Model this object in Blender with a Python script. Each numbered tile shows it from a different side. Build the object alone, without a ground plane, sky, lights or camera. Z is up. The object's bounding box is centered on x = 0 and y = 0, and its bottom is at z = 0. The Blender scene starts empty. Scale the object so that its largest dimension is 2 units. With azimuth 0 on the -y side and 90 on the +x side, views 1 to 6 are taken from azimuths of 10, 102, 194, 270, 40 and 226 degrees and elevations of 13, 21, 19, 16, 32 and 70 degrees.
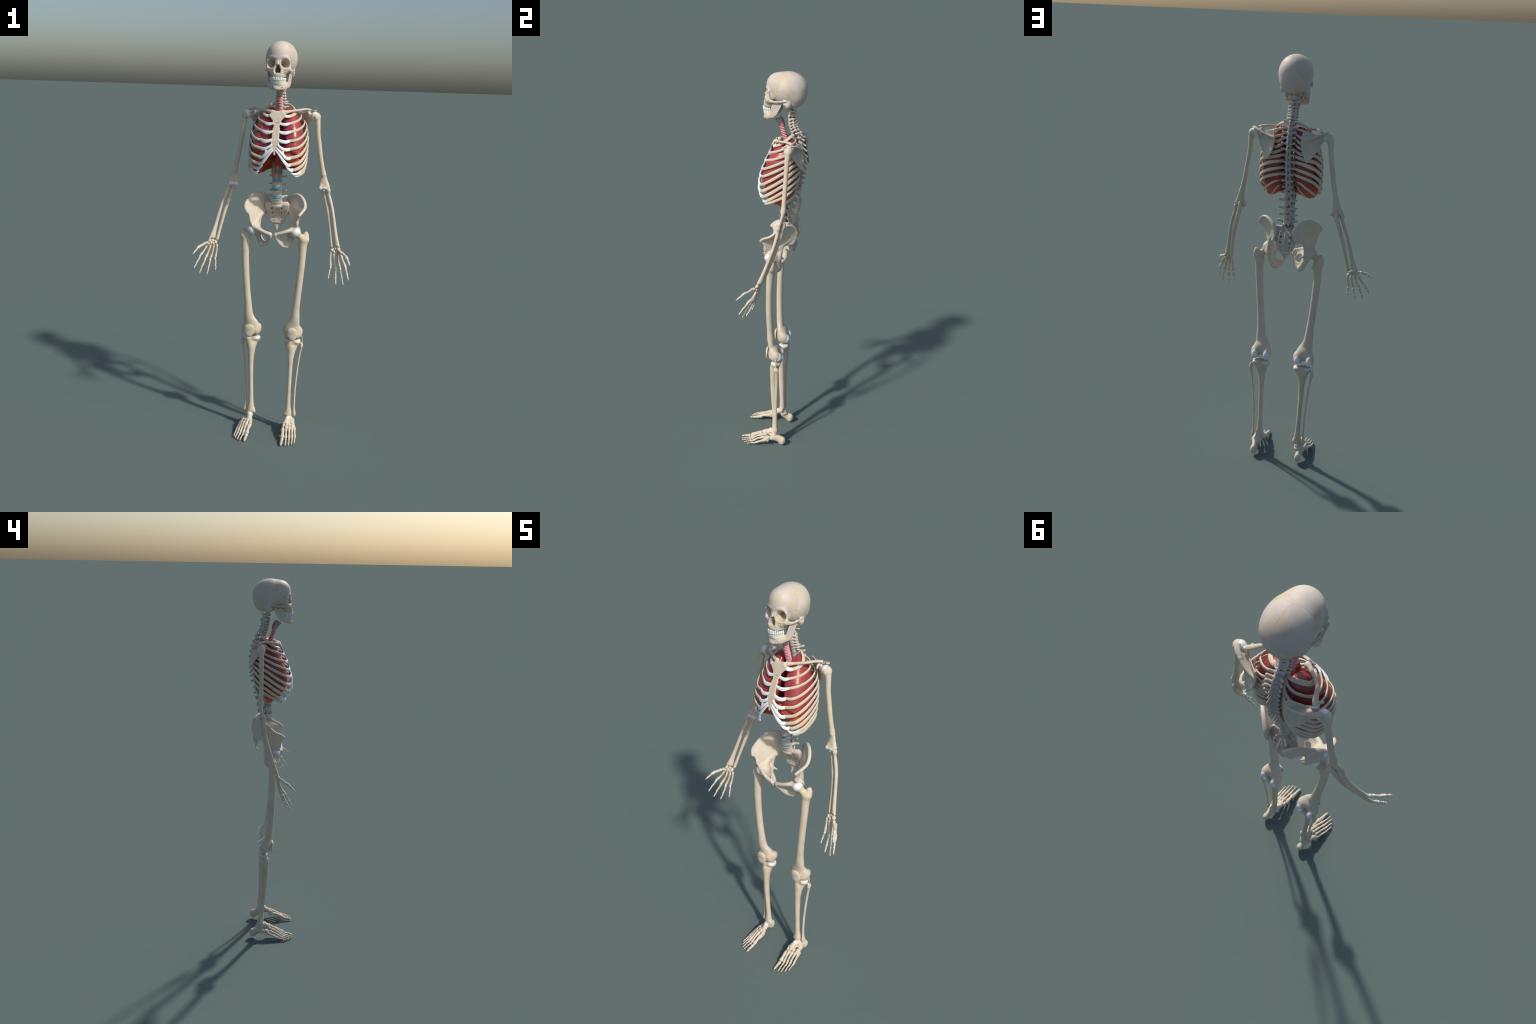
import bpy, math
import numpy as np
from mathutils import Vector, Matrix

RNG = np.random.default_rng(7)
V = lambda *a: np.array(a, float)

# ------------------------------------------------------------------ implicit modelling kit
def smin(a, b, k):
    h = np.clip(0.5 + 0.5 * (b - a) / k, 0, 1)
    return b + (a - b) * h - k * h * (1 - h)

def smax(a, b, k):
    return -smin(-a, -b, k)

def ell(c, r, R=None):
    c = V(*c); r = np.asarray(r, float) * np.ones(3)
    def f(P):
        d = P - c
        if R is not None:
            d = d @ R
        q = d / r
        k0 = np.sqrt((q * q).sum(1)) + 1e-9
        q = q / r
        k1 = np.sqrt((q * q).sum(1)) + 1e-9
        return k0 * (k0 - 1) / k1
    return f

def catmull(pts, n=6):
    """smooth curve (and any extra columns) through the control points"""
    p = np.asarray(pts, float)
    if len(p) < 3:
        t = np.linspace(0, 1, n + 1)[:, None]
        return p[0] * (1 - t) + p[1] * t
    q = np.vstack([2 * p[0] - p[1], p, 2 * p[-1] - p[-2]])
    out = []
    for i in range(1, len(q) - 2):
        p0, p1, p2, p3 = q[i - 1:i + 3]
        d1 = max(np.linalg.norm(p1[:3] - p0[:3]), 1e-6) ** .5
        d2 = max(np.linalg.norm(p2[:3] - p1[:3]), 1e-6) ** .5
        d3 = max(np.linalg.norm(p3[:3] - p2[:3]), 1e-6) ** .5
        t0, t1, t2, t3 = 0, d1, d1 + d2, d1 + d2 + d3
        for t in np.linspace(t1, t2, n, endpoint=False):
            A1 = (t1 - t) / (t1 - t0) * p0 + (t - t0) / (t1 - t0) * p1
            A2 = (t2 - t) / (t2 - t1) * p1 + (t - t1) / (t2 - t1) * p2
            A3 = (t3 - t) / (t3 - t2) * p2 + (t - t2) / (t3 - t2) * p3
            B1 = (t2 - t) / (t2 - t0) * A1 + (t - t0) / (t2 - t0) * A2
            B2 = (t3 - t) / (t3 - t1) * A2 + (t - t1) / (t3 - t1) * A3
            out.append((t2 - t) / (t2 - t1) * B1 + (t - t1) / (t2 - t1) * B2)
    out.append(p[-1])
    return np.array(out)

def tube(pts, n=3, axis=None, k=0.0):
    """rounded limb through points (x,y,z,r) or (x,y,z,ra,rb); ra is measured along `axis`"""
    C = catmull(pts, n)
    def f(P):
        best = None
        for a, b in zip(C[:-1], C[1:]):
            ab = b[:3] - a[:3]
            L2 = ab @ ab + 1e-12
            t = np.clip(((P - a[:3]) @ ab) / L2, 0, 1)
            d = P - a[:3] - t[:, None] * ab
            if len(a) == 4:
                v = np.sqrt((d * d).sum(1)) - (a[3] + t * (b[3] - a[3]))
            else:
                T = ab / math.sqrt(L2)
                u = axis - T * (axis @ T); u = u / np.linalg.norm(u)
                w = np.cross(T, u)
                ra = a[3] + t * (b[3] - a[3]); rb = a[4] + t * (b[4] - a[4])
                rm = np.minimum(ra, rb)
                du, dw, dt = d @ u, d @ w, d @ T
                k0 = np.sqrt((du / ra) ** 2 + (dw / rb) ** 2 + (dt / rm) ** 2) + 1e-9
                k1 = np.sqrt((du / ra ** 2) ** 2 + (dw / rb ** 2) ** 2 + (dt / rm ** 2) ** 2) + 1e-9
                v = k0 * (k0 - 1) / k1
            best = v if best is None else (np.minimum(best, v) if k == 0 else smin(best, v, k))
        return best
    return f

def rbf(xy, val):
    xy = np.asarray(xy, float); val = np.asarray(val, float)
    sc = np.abs(xy).max()
    X = xy / sc
    def phi(r2):
        return 0.5 * r2 * np.log(r2 + 1e-12)
    n = len(X)
    K = phi(((X[:, None] - X[None]) ** 2).sum(2)) + 2e-4 * np.eye(n)
    Q = np.c_[np.ones(n), X]
    A = np.block([[K, Q], [Q.T, np.zeros((3, 3))]])
    w = np.linalg.solve(A, np.r_[val, 0, 0, 0])
    def f(s, t):
        S = np.c_[s, t] / sc
        out = w[n] + w[n + 1] * S[:, 0] + w[n + 2] * S[:, 1]
        for i in range(n):
            out = out + w[i] * phi((S[:, 0] - X[i, 0]) ** 2 + (S[:, 1] - X[i, 1]) ** 2)
        return out
    return f

def poly_sdf(poly):
    poly = np.asarray(poly, float)
    def f(s, t):
        d = np.full(len(s), 1e9); inside = np.zeros(len(s), bool)
        for a, b in zip(poly, np.roll(poly, -1, 0)):
            e = b - a
            ws, wt = s - a[0], t - a[1]
            h = np.clip((ws * e[0] + wt * e[1]) / (e @ e + 1e-15), 0, 1)
            d = np.minimum(d, (ws - e[0] * h) ** 2 + (wt - e[1] * h) ** 2)
            c = ((a[1] > t) != (b[1] > t)) & (s < (b[0] - a[0]) * (t - a[1]) / (b[1] - a[1] + 1e-15) + a[0])
            inside ^= c
        d = np.sqrt(d)
        return np.where(inside, -d, d)
    return f

def plate(outline, inner, S, T, O, th, mirror=False, smooth=4):
    """curved sheet of bone: outline and inner points are 3D; S,T span its mean plane.
    th: half thickness, or list matching outline+inner"""
    S = V(*S) / np.linalg.norm(S); T = V(*T); T = T - S * (T @ S); T = T / np.linalg.norm(T)
    W = np.cross(S, T); O = V(*O)
    ol = np.asarray(outline, float)
    allp = np.vstack([ol, np.asarray(inner, float)]) if len(inner) else ol
    d = allp - O
    h = rbf(np.c_[d @ S, d @ T], d @ W)
    tf = None if np.isscalar(th) else rbf(np.c_[d @ S, d @ T], th)
    if smooth:
        cl = catmull(np.vstack([ol[-1], ol, ol[0], ol[1]]), smooth)
        cl = cl[smooth:-smooth - 1] if not mirror else catmull(ol, smooth)
    else:
        cl = ol
    if mirror:
        m = cl[::-1].copy(); m[:, 0] *= -1
        cl = np.vstack([cl, m])
    dd = cl - O
    ps = poly_sdf(np.c_[dd @ S, dd @ T])
    def f(P):
        D = P - O
        s, t, w = D @ S, D @ T, D @ W
        tt = th if tf is None else np.maximum(tf(s, t), .0012)
        a = (np.abs(w - h(s, t)) - tt) * 0.85
        return smax(a, ps(s, t), 0.004)
    return f

def union(fs, k):
    def f(P):
        v = fs[0](P)
        for g in fs[1:]:
            v = smin(v, g(P), k)
        return v
    return f

def cut(f, gs, k):
    def h(P):
        v = f(P)
        for g in gs:
            v = smax(v, -g(P), k)
        return v
    return h

def symx(f):
    def g(P):
        Q = P.copy(); Q[:, 0] = np.abs(Q[:, 0])
        return f(Q)
    return g

def polygonise(f, lo, hi, h):
    """surface nets on a two-level grid, then pulled onto the zero level"""
    lo = V(*lo) - 2 * h; hi = V(*hi) + 2 * h
    c = 4
    nc = np.ceil((hi - lo) / (h * c)).astype(int) + 1
    ax = [lo[i] + h * c * np.arange(nc[i]) for i in range(3)]
    G = np.stack(np.meshgrid(*ax, indexing='ij'), -1).reshape(-1, 3)
    Fc = f(G).reshape(nc)
    n = (nc - 1) * c + 1
    near = np.abs(Fc) < h * c * 2.6
    idx = [np.minimum((np.arange(n[i]) + c // 2) // c, nc[i] - 1) for i in range(3)]
    F = Fc[np.ix_(*idx)].copy()
    m = near[np.ix_(*idx)]
    I = np.argwhere(m)
    F[m] = f(lo + I * h)
    sg = F < 0
    s8 = [sg[i:n[0] - 1 + i, j:n[1] - 1 + j, k:n[2] - 1 + k] for i in (0, 1) for j in (0, 1) for k in (0, 1)]
    cnt = sum(s.astype(np.int8) for s in s8)
    cells = np.argwhere((cnt > 0) & (cnt < 8))
    vid = -np.ones(n - 1, int)
    vid[tuple(cells.T)] = np.arange(len(cells))
    acc = np.zeros((len(cells), 3)); num = np.zeros(len(cells))
    corners = [V(i, j, k).astype(int) for i in (0, 1) for j in (0, 1) for k in (0, 1)]
    for a in corners:
        for d in range(3):
            if a[d] == 0:
                b = a.copy(); b[d] = 1
                fa = F[tuple((cells + a).T)]; fb = F[tuple((cells + b).T)]
                x = (fa < 0) != (fb < 0)
                t = fa[x] / (fa[x] - fb[x])
                acc[x] += a + t[:, None] * (b - a); num[x] += 1
    vs = lo + h * (cells + acc / num[:, None])
    faces = []
    for d in range(3):
        e, g = (d + 1) % 3, (d + 2) % 3
        sl0 = [slice(None)] * 3; sl1 = [slice(None)] * 3
        sl0[d] = slice(0, -1); sl1[d] = slice(1, None)
        x = sg[tuple(sl0)] != sg[tuple(sl1)]
        E = np.argwhere(x)
        E = E[(E[:, e] > 0) & (E[:, g] > 0) & (E[:, e] < n[e] - 1) & (E[:, g] < n[g] - 1)]
        neg = sg[tuple(E.T)]
        de = np.zeros(3, int); de[e] = 1; dg = np.zeros(3, int); dg[g] = 1
        q = np.stack([vid[tuple((E - de - dg).T)], vid[tuple((E - dg).T)], vid[tuple(E.T)], vid[tuple((E - de).T)]], 1)
        q[~neg] = q[~neg][:, ::-1]
        faces.append(q)
    faces = np.vstack(faces)
    for _ in range(2):
        e = h * .4
        f0 = f(vs)
        g = np.stack([(f(vs + e * np.eye(3)[i]) - f0) / e for i in range(3)], 1)
        st = f0[:, None] * g / ((g * g).sum(1)[:, None] + 1e-3)
        ln = np.linalg.norm(st, axis=1, keepdims=True)
        vs = vs - st * np.minimum(1, h * .6 / (ln + 1e-12))
    return vs, faces

# ------------------------------------------------------------------ objects
ROOT = bpy.data.objects.new("human_skeleton", None)
bpy.context.scene.collection.objects.link(ROOT)
ROOT["label"] = "standing human skeleton with lungs, diaphragm and windpipe"
ROOT["category"] = "anatomical model"

def mesh_obj(name, vs, fs, mat, parent=None, smooth=True):
    me = bpy.data.meshes.new(name)
    me.from_pydata([tuple(v) for v in vs], [], [tuple(int(i) for i in q) for q in fs])
    me.polygons.foreach_set("use_smooth", [smooth] * len(me.polygons))
    me.materials.append(mat)
    me.update()
    ob = bpy.data.objects.new(name, me)
    bpy.context.scene.collection.objects.link(ob)
    ob.parent = parent or ROOT
    return ob

def flip(vs, fs):
    v = np.array(vs, float).copy(); v[:, 0] *= -1
    return v, [tuple(q)[::-1] for q in fs]

def both(name, vs, fs, mat, parents=None, smooth=True):
    """the piece on the body's left and its mirror image"""
    a = mesh_obj(name, vs, fs, mat, parents[0] if parents else None, smooth)
    v, f = flip(vs, fs)
    b = mesh_obj(name, v, f, mat, parents[1] if parents else None, smooth)
    return a, b

def sweep(pts, up=(0, 0, 1), seg=14, n=6, cap=4, out=None, caps=(True, True), sq=1.0):
    """skin round a smooth curve; columns x,y,z,ra,rb: ra along the side vector, rb along up"""
    C = catmull(pts, n)
    if C.shape[1] == 4:
        C = np.c_[C, C[:, 3]]
    P, ra, rb = C[:, :3], C[:, 3], C[:, 4]
    T = np.gradient(P, axis=0); T /= np.linalg.norm(T, axis=1, keepdims=True) + 1e-12
    def ring(p, t, a, b):
        if out is not None:
            side = out(p); side = side - t * (side @ t)
        else:
            side = np.cross(V(*up), t)
        side = side / (np.linalg.norm(side) + 1e-12)
        u2 = np.cross(t, side)
        th = np.linspace(0, 2 * np.pi, seg, endpoint=False)
        cs, sn = np.cos(th), np.sin(th)
        if sq != 1: cs, sn = np.sign(cs) * np.abs(cs) ** sq, np.sign(sn) * np.abs(sn) ** sq
        return p + cs[:, None] * side * a + sn[:, None] * u2 * b
    rings = []
    def capr(i, sgn):
        L = []
        for q in range(1, cap + 1):
            ang = q / (cap + 1) * np.pi / 2
            m = min(ra[i], rb[i])
            L.append(ring(P[i] + sgn * T[i] * m * np.sin(ang), T[i], ra[i] * np.cos(ang), rb[i] * np.cos(ang)))
        return L
    if caps[0]: rings += capr(0, -1)[::-1]
    rings += [ring(P[i], T[i], ra[i], rb[i]) for i in range(len(P))]
    if caps[1]: rings += capr(len(P) - 1, 1)
    vs = np.vstack(rings); m = len(rings); fs = []
    for i in range(m - 1):
        for j in range(seg):
            a, b = i * seg + j, i * seg + (j + 1) % seg
            fs.append((a, b, b + seg, a + seg))
    fs.append(tuple(range(seg))[::-1]); fs.append(tuple((m - 1) * seg + j for j in range(seg)))
    return vs, fs

def merge(parts):
    vs, fs, o = [], [], 0
    for v, f in parts:
        vs.append(np.asarray(v)); fs += [tuple(i + o for i in q) for q in f]; o += len(v)
    return np.vstack(vs), fs

def blob(c, r, R=None, nu=16, nv=10, wob=0, seed=0):
    """lumpy pebble, for carpal and tarsal bones and joint surfaces"""
    rg = np.random.default_rng(seed)
    k = rg.normal(size=(3, 3)); ph = rg.uniform(0, 6, 3)
    vs, fs = [], []
    for i in range(nv + 1):
        th = np.pi * i / nv
        for j in range(nu):
            p = 2 * np.pi * j / nu
            d = V(np.sin(th) * np.cos(p), np.sin(th) * np.sin(p), np.cos(th))
            m = 1 + wob * np.sin(2.2 * (k @ d) + ph).sum() / 2
            q = d * np.asarray(r) * m
            if R is not None: q = R @ q
            vs.append(V(*c) + q)
    for i in range(nv):
        for j in range(nu):
            a, b = i * nu + j, i * nu + (j + 1) % nu
            fs.append((a, a + nu, b + nu, b))
    return np.array(vs), fs

def frame(z, x=(1, 0, 0)):
    """3x3 with column 2 along z"""
    z = V(*z) / np.linalg.norm(z); x = V(*x); x = x - z * (x @ z); x /= np.linalg.norm(x)
    return np.stack([x, np.cross(z, x), z], 1)

# ------------------------------------------------------------------ materials
class NT:
    def __init__(s, name):
        s.m = bpy.data.materials.new(name); s.m.use_nodes = True
        s.t = s.m.node_tree; s.b = s.t.nodes["Principled BSDF"]
        s.co = s.n("ShaderNodeTexCoord").outputs["Object"]
    def n(s, ty, **kw):
        nd = s.t.nodes.new(ty)
        for k, v in kw.items(): setattr(nd, k, v)
        return nd
    def set(s, sock, v):
        if hasattr(v, "is_linked") or hasattr(v, "links"): s.t.links.new(v, sock)
        elif isinstance(v, (tuple, list)) and len(v) == 3 and sock.type == 'RGBA': sock.default_value = (*v, 1)
        else: sock.default_value = v
    def noise(s, scale, detail=3, rough=.55, vec=None, dist=0):
        nd = s.n("ShaderNodeTexNoise"); s.set(nd.inputs["Vector"], vec or s.co)
        nd.inputs["Scale"].default_value = scale; nd.inputs["Detail"].default_value = detail
        nd.inputs["Roughness"].default_value = rough; nd.inputs["Distortion"].default_value = dist
        return nd.outputs["Fac"]
    def ramp(s, f, lo, hi):
        nd = s.n("ShaderNodeMapRange", interpolation_type='SMOOTHSTEP'); s.set(nd.inputs["Value"], f)
        nd.inputs["From Min"].default_value = lo; nd.inputs["From Max"].default_value = hi
        return nd.outputs["Result"]
    def math(s, op, a, b=0.0, c=None):
        nd = s.n("ShaderNodeMath", operation=op); s.set(nd.inputs[0], a); s.set(nd.inputs[1], b)
        if c is not None: s.set(nd.inputs[2], c)
        return nd.outputs[0]
    def mix(s, f, a, b, mode='MIX'):
        nd = s.n("ShaderNodeMix", data_type='RGBA', blend_type=mode)
        s.set(nd.inputs["Factor"], f); s.set(nd.inputs["A"], a) if 0 else None
        s.set(nd.inputs[6], a); s.set(nd.inputs[7], b)
        return nd.outputs[2]
    def xyz(s):
        nd = s.n("ShaderNodeSeparateXYZ"); s.t.links.new(s.co, nd.inputs[0]); return nd.outputs
    def bump(s, h, strength, dist=.001):
        nd = s.n("ShaderNodeBump"); nd.inputs["Strength"].default_value = strength
        nd.inputs["Distance"].default_value = dist; s.set(nd.inputs["Height"], h)
        s.t.links.new(nd.outputs[0], s.b.inputs["Normal"])
    def done(s, col, rough=.5, spec=.35, coat=0):
        s.set(s.b.inputs["Base Color"], col); s.set(s.b.inputs["Roughness"], rough)
        s.b.inputs["Specular IOR Level"].default_value = spec
        s.b.inputs["Coat Weight"].default_value = coat
        return s.m

def bone_material(name, base, warm, cool, rough=.6):
    t = NT(name)
    c = t.mix(t.ramp(t.noise(22, 3), .38, .68), base, warm)
    c = t.mix(t.ramp(t.noise(48, 2, dist=.6), .52, .75), c, cool)
    g = t.noise(420, 2)
    c = t.mix(t.math('MULTIPLY', t.ramp(g, .45, .75), .22), c, tuple(.72 * x for x in warm))
    t.bump(t.math('ADD', t.noise(160, 3), t.math('MULTIPLY', g, .4)), .18, .0012)
    return t.done(c, rough, .3)

BONE = bone_material("bone", (.64, .56, .445), (.60, .505, .36), (.62, .555, .48))
PELVIS = bone_material("pelvis_bone", (.64, .57, .475), (.62, .535, .42), (.61, .565, .51))
VERT = bone_material("vertebra_bone", (.56, .50, .44), (.55, .47, .38), (.52, .485, .46))

def skull_material():
    t = NT("skull_bone")
    x, y, z = t.xyz()
    c = t.mix(t.ramp(t.noise(17, 3, dist=.4), .36, .66), (.62, .555, .475), (.58, .485, .34))
    c = t.mix(t.math('MULTIPLY', t.ramp(t.noise(26, 2), .46, .68), .9), c, (.58, .50, .49))
    c = t.mix(t.math('MULTIPLY', t.ramp(t.noise(34, 2, dist=1.), .56, .72), .7), c, (.51, .525, .55))
    c = t.mix(t.math('MULTIPLY', t.ramp(t.noise(230, 3), .5, .75), .25), c, (.46, .38, .27))
    # wandering lines where the plates of the skull meet
    w1 = t.math('MULTIPLY', t.math('SUBTRACT', t.noise(70, 3), .5), .016)
    w2 = t.math('MULTIPLY', t.math('SUBTRACT', t.noise(330, 2), .5), .006)
    w = t.math('ADD', w1, w2)
    def line(d, width, gate):
        a = t.math('ABSOLUTE', t.math('ADD', d, w))
        m = t.math('SUBTRACT', 1.0, t.ramp(a, width * .25, width))
        for g in gate: m = t.math('MULTIPLY', m, g)
        return m
    lin = lambda a, b, cc, d: t.math('ADD', t.math('ADD', t.math('MULTIPLY', x, a), t.math('MULTIPLY', y, b)), t.math('ADD', t.math('MULTIPLY', z, cc), d))
    up = t.ramp(z, 1.893, 1.899)
    coronal = line(lin(0, 1, -.33, .648), .0016, [t.ramp(z, 1.903, 1.909)])
    ax = t.math('ABSOLUTE', x)
    sagittal = line(t.math('ADD', x, 0.0), .0014, [t.ramp(y, .008, .012), t.ramp(z, 1.955, 1.96)])
    lamb = line(lin(0, -1.2, 1, -1.873 + 1.2 * .07), .0020, [t.ramp(y, .066, .070)])
    ptm = line(lin(0, 0, 1, -1.877), .0014, [t.ramp(y, .048, .052), t.math('SUBTRACT', 1.0, t.ramp(y, .066, .071)), t.ramp(ax, .04, .045)])
    ocm = line(lin(0, 1, .15, -.0690 - .15 * 1.86), .0015, [t.math('SUBTRACT', 1.0, t.ramp(z, 1.872, 1.877)), t.ramp(ax, .03, .035)])
    dy = t.math('DIVIDE', t.math('SUBTRACT', y, .006), .046); dz = t.math('DIVIDE', t.math('SUBTRACT', z, 1.868), .042)
    rad = t.math('SQRT', t.math('ADD', t.math('MULTIPLY', dy, dy), t.math('MULTIPLY', dz, dz)))
    squam = line(t.math('MULTIPLY', t.math('SUBTRACT', rad, 1.0), .042), .0015, [t.ramp(z, 1.868, 1.874), t.ramp(ax, .04, .045)])
    sphen = line(t.math('ADD', t.math('SUBTRACT', z, 1.9085), t.math('MULTIPLY', y, -.05)), .0013, [t.ramp(ax, .04, .045), t.math('SUBTRACT', 1.0, t.ramp(y, -.022, -.018)), t.ramp(y, -.056, -.052)])
    s = coronal
    for o in (sagittal, lamb, squam, sphen, ptm, ocm): s = t.math('MAXIMUM', s, o)
    halo = t.math('MULTIPLY', s, t.math('MULTIPLY', t.ramp(t.noise(45, 2), .30, .75), .75))
    c = t.mix(halo, c, (.36, .28, .15))
    t.bump(t.math('SUBTRACT', t.math('ADD', t.noise(60, 3), t.math('MULTIPLY', t.noise(300, 2), .3)), t.math('MULTIPLY', s, 1.2)), .25, .0015)
    return t.done(c, .55, .3)
SKULL = skull_material()

def plain(name, a, b, scale=40, rough=.4, spec=.5, coat=0, bump=.1):
    t = NT(name)
    c = t.mix(t.ramp(t.noise(scale, 3), .35, .7), a, b)
    if bump: t.bump(t.noise(scale * 3, 3), bump, .001)
    return t.done(c, rough, spec, coat)
CART = plain("cartilage", (.80, .81, .83), (.74, .76, .80), 30, .35, .4, bump=.05)
TOOTH = plain("enamel", (.78, .80, .74), (.72, .75, .70), 90, .22, .5, .2, .03)
LUNG = plain("lung_tissue", (.36, .052, .052), (.28, .040, .044), 18, .30, .5, .12, .06)
RING = plain("tracheal_cartilage", (.80, .37, .39), (.74, .30, .33), 60, .35, .45, 0, .08)
WALL = plain("tracheal_wall", (.42, .075, .09), (.36, .06, .075), 60, .4, .4, 0, .08)
LARYNX = plain("larynx_cartilage", (.40, .32, .32), (.36, .27, .28), 40, .45, .4, 0, .1)
NECKM = plain("larynx_muscle", (.34, .08, .08), (.28, .06, .06), 60, .45, .4, 0, .1)

def disc_material():
    t = NT("disc_cartilage")
    c = t.mix(t.ramp(t.noise(60, 3), .4, .7), (.19, .40, .47), (.13, .31, .37))
    t.bump(t.noise(220, 2), .2, .0008)
    return t.done(c, .4, .4)
DISC = disc_material()

def muscle_material(name, a, b, pale, pz):
    """fibres running down the sheet, paler near tendon"""
    t = NT(name)
    mp = t.n("ShaderNodeMapping"); t.t.links.new(t.co, mp.inputs[0]); mp.inputs["Scale"].default_value = (1, 1, .06)
    f = t.noise(330, 3, .6, mp.outputs[0])
    c = t.mix(t.ramp(f, .35, .68), a, b)
    x, y, z = t.xyz()
    q = t.math('ADD', z, t.math('MULTIPLY', t.math('SUBTRACT', f, .5), .05))
    c = t.mix(t.math('MULTIPLY', t.ramp(q, pz, pz + .03), .75), c, pale)
    c = t.mix(t.math('MULTIPLY', t.ramp(f, .60, .78), .35), c, (.75, .42, .33))
    t.bump(f, .3, .001)
    return t.done(c, .4, .4)
DIAPH = muscle_material("diaphragm_muscle", (.66, .13, .07), (.52, .075, .04), (.78, .48, .40), 1.52)
CRUS = muscle_material("crus_muscle", (.60, .26, .20), (.48, .14, .10), (.7, .5, .45), 1.6)

# ------------------------------------------------------------------ skull
def build_cranium():
    brain = union([ell((0, .0305, 1.9175), (.0755, .0930, .0815)),
                   ell((0, -.0200, 1.9350), (.0585, .0565, .0565)),
                   ell((0, .0680, 1.8840), (.0590, .0475, .0480)),
                   ell((0, -.0290, 1.9200), (.0500, .0445, .0260)), ell((0, .0480, 1.8520), (.0480, .0480, .0175))], .014)
    face = [
        tube([(0, -.0690, 1.9130, .0075), (.022, -.0670, 1.9210, .0065), (.040, -.0595, 1.9180, .0060), (.0500, -.0550, 1.9060, .0050)]),
        tube([(.0510, -.0565, 1.9050, .0048), (.0525, -.0535, 1.8900, .0045), (.0500, -.0545, 1.8740, .0065)]),
        ell((.0480, -.0560, 1.8655), (.0115, .0110, .0100)),
        tube([(.0500, -.0550, 1.8740, .0055), (.0400, -.0660, 1.8690, .0055), (.0270, -.0715, 1.8690, .0060), (.0160, -.0750, 1.8760, .0045)]),
        tube([(0, -.0690, 1.9065, .0062), (.0, -.0765, 1.8960, .0050), (0, -.0835, 1.8870, .0036)]),
        tube([(.0085, -.0700, 1.9030, .0055), (.0110, -.0740, 1.8870, .0048), (.0165, -.0760, 1.8690, .0055), (.0175, -.0790, 1.8520, .0058)]),
        ell((.0240, -.0560, 1.8600), (.0230, .0215, .0190)),
        ell((.0090, -.0580, 1.8850), (.0060, .0190, .0210)),
        tube([(0, -.0835, 1.8400, .0050, .0105), (.0140, -.0800, 1.8400, .0055, .0105), (.0255, -.0680, 1.8400, .0055, .0105), (.0310, -.0500, 1.8410, .0055, .0100), (.0310, -.0340, 1.8430, .0055, .0090)], axis=V(1, 0, 0)),
        ell((0, -.0560, 1.8460), (.0290, .0270, .0060)),
        ell((.0190, -.0240, 1.8500), (.0080, .0090, .0240)),
        ell((0, -.0100, 1.8550), (.0250, .0280, .0150)),
        ell((.0420, -.0420, 1.8880), (.0090, .0200, .0230)),
        tube([(.0530, -.0530, 1.8640, .0035, .0085), (.0620, -.0370, 1.8622, .0027, .0062), (.0672, -.0100, 1.8618, .0024, .0042), (.0665, .0120, 1.8645, .0026, .0042), (.0625, .0300, 1.8660, .0040, .0042)], axis=V(1, 0, 0)),
        ell((.0545, .0385, 1.8520), (.0100, .0160, .0195)),
        ell((.0560, .0240, 1.8520), (.0080, .0080, .0060)),
        tube([(.0500, .0230, 1.8460, .0030), (.0480, .0200, 1.8320, .0012)]),
        ell((.0170, .0380, 1.8330), (.0085, .0130, .0070)),
    ]
    f = brain
    def body(P):
        v = brain(P)
        for g in face: v = smin(v, g(P), .007)
        return v
    orbit = union([tube([(.0325, -.0900, 1.8915, .0185), (.0310, -.0640, 1.8920, .0195), (.0255, -.0450, 1.8910, .0135), (.0150, -.0280, 1.8900, .0050)]),
                   ell((.0390, -.0700, 1.8900), (.0125, .0200, .0180)), ell((.0285, -.0740, 1.8990), (.0115, .0160, .0140))], .006)
    nose = union([ell((0, -.0750, 1.8730), (.0064, .0400, .0135)), ell((.0055, -.0750, 1.8600), (.0076, .0420, .0112))], .004)
    g = cut(body, [orbit, nose,
                   ell((.0690, .0280, 1.8575), (.0080, .0045, .0045)),
                   ell((0, .0480, 1.8340), (.0150, .0180, .0080)),
                   ell((.0330, -.0790, 1.8610), (.0022, .0060, .0022)),
                   ell((.0370, -.0830, 1.8500), (.0090, .0070, .0080)),
                   ell((0, -.0450, 1.8330), (.0220, .0300, .0080))], .0035)
    sept = ell((0, -.0480, 1.8600), (.0012, .0170, .0130))
    return symx(union([g, sept], .002))

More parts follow.
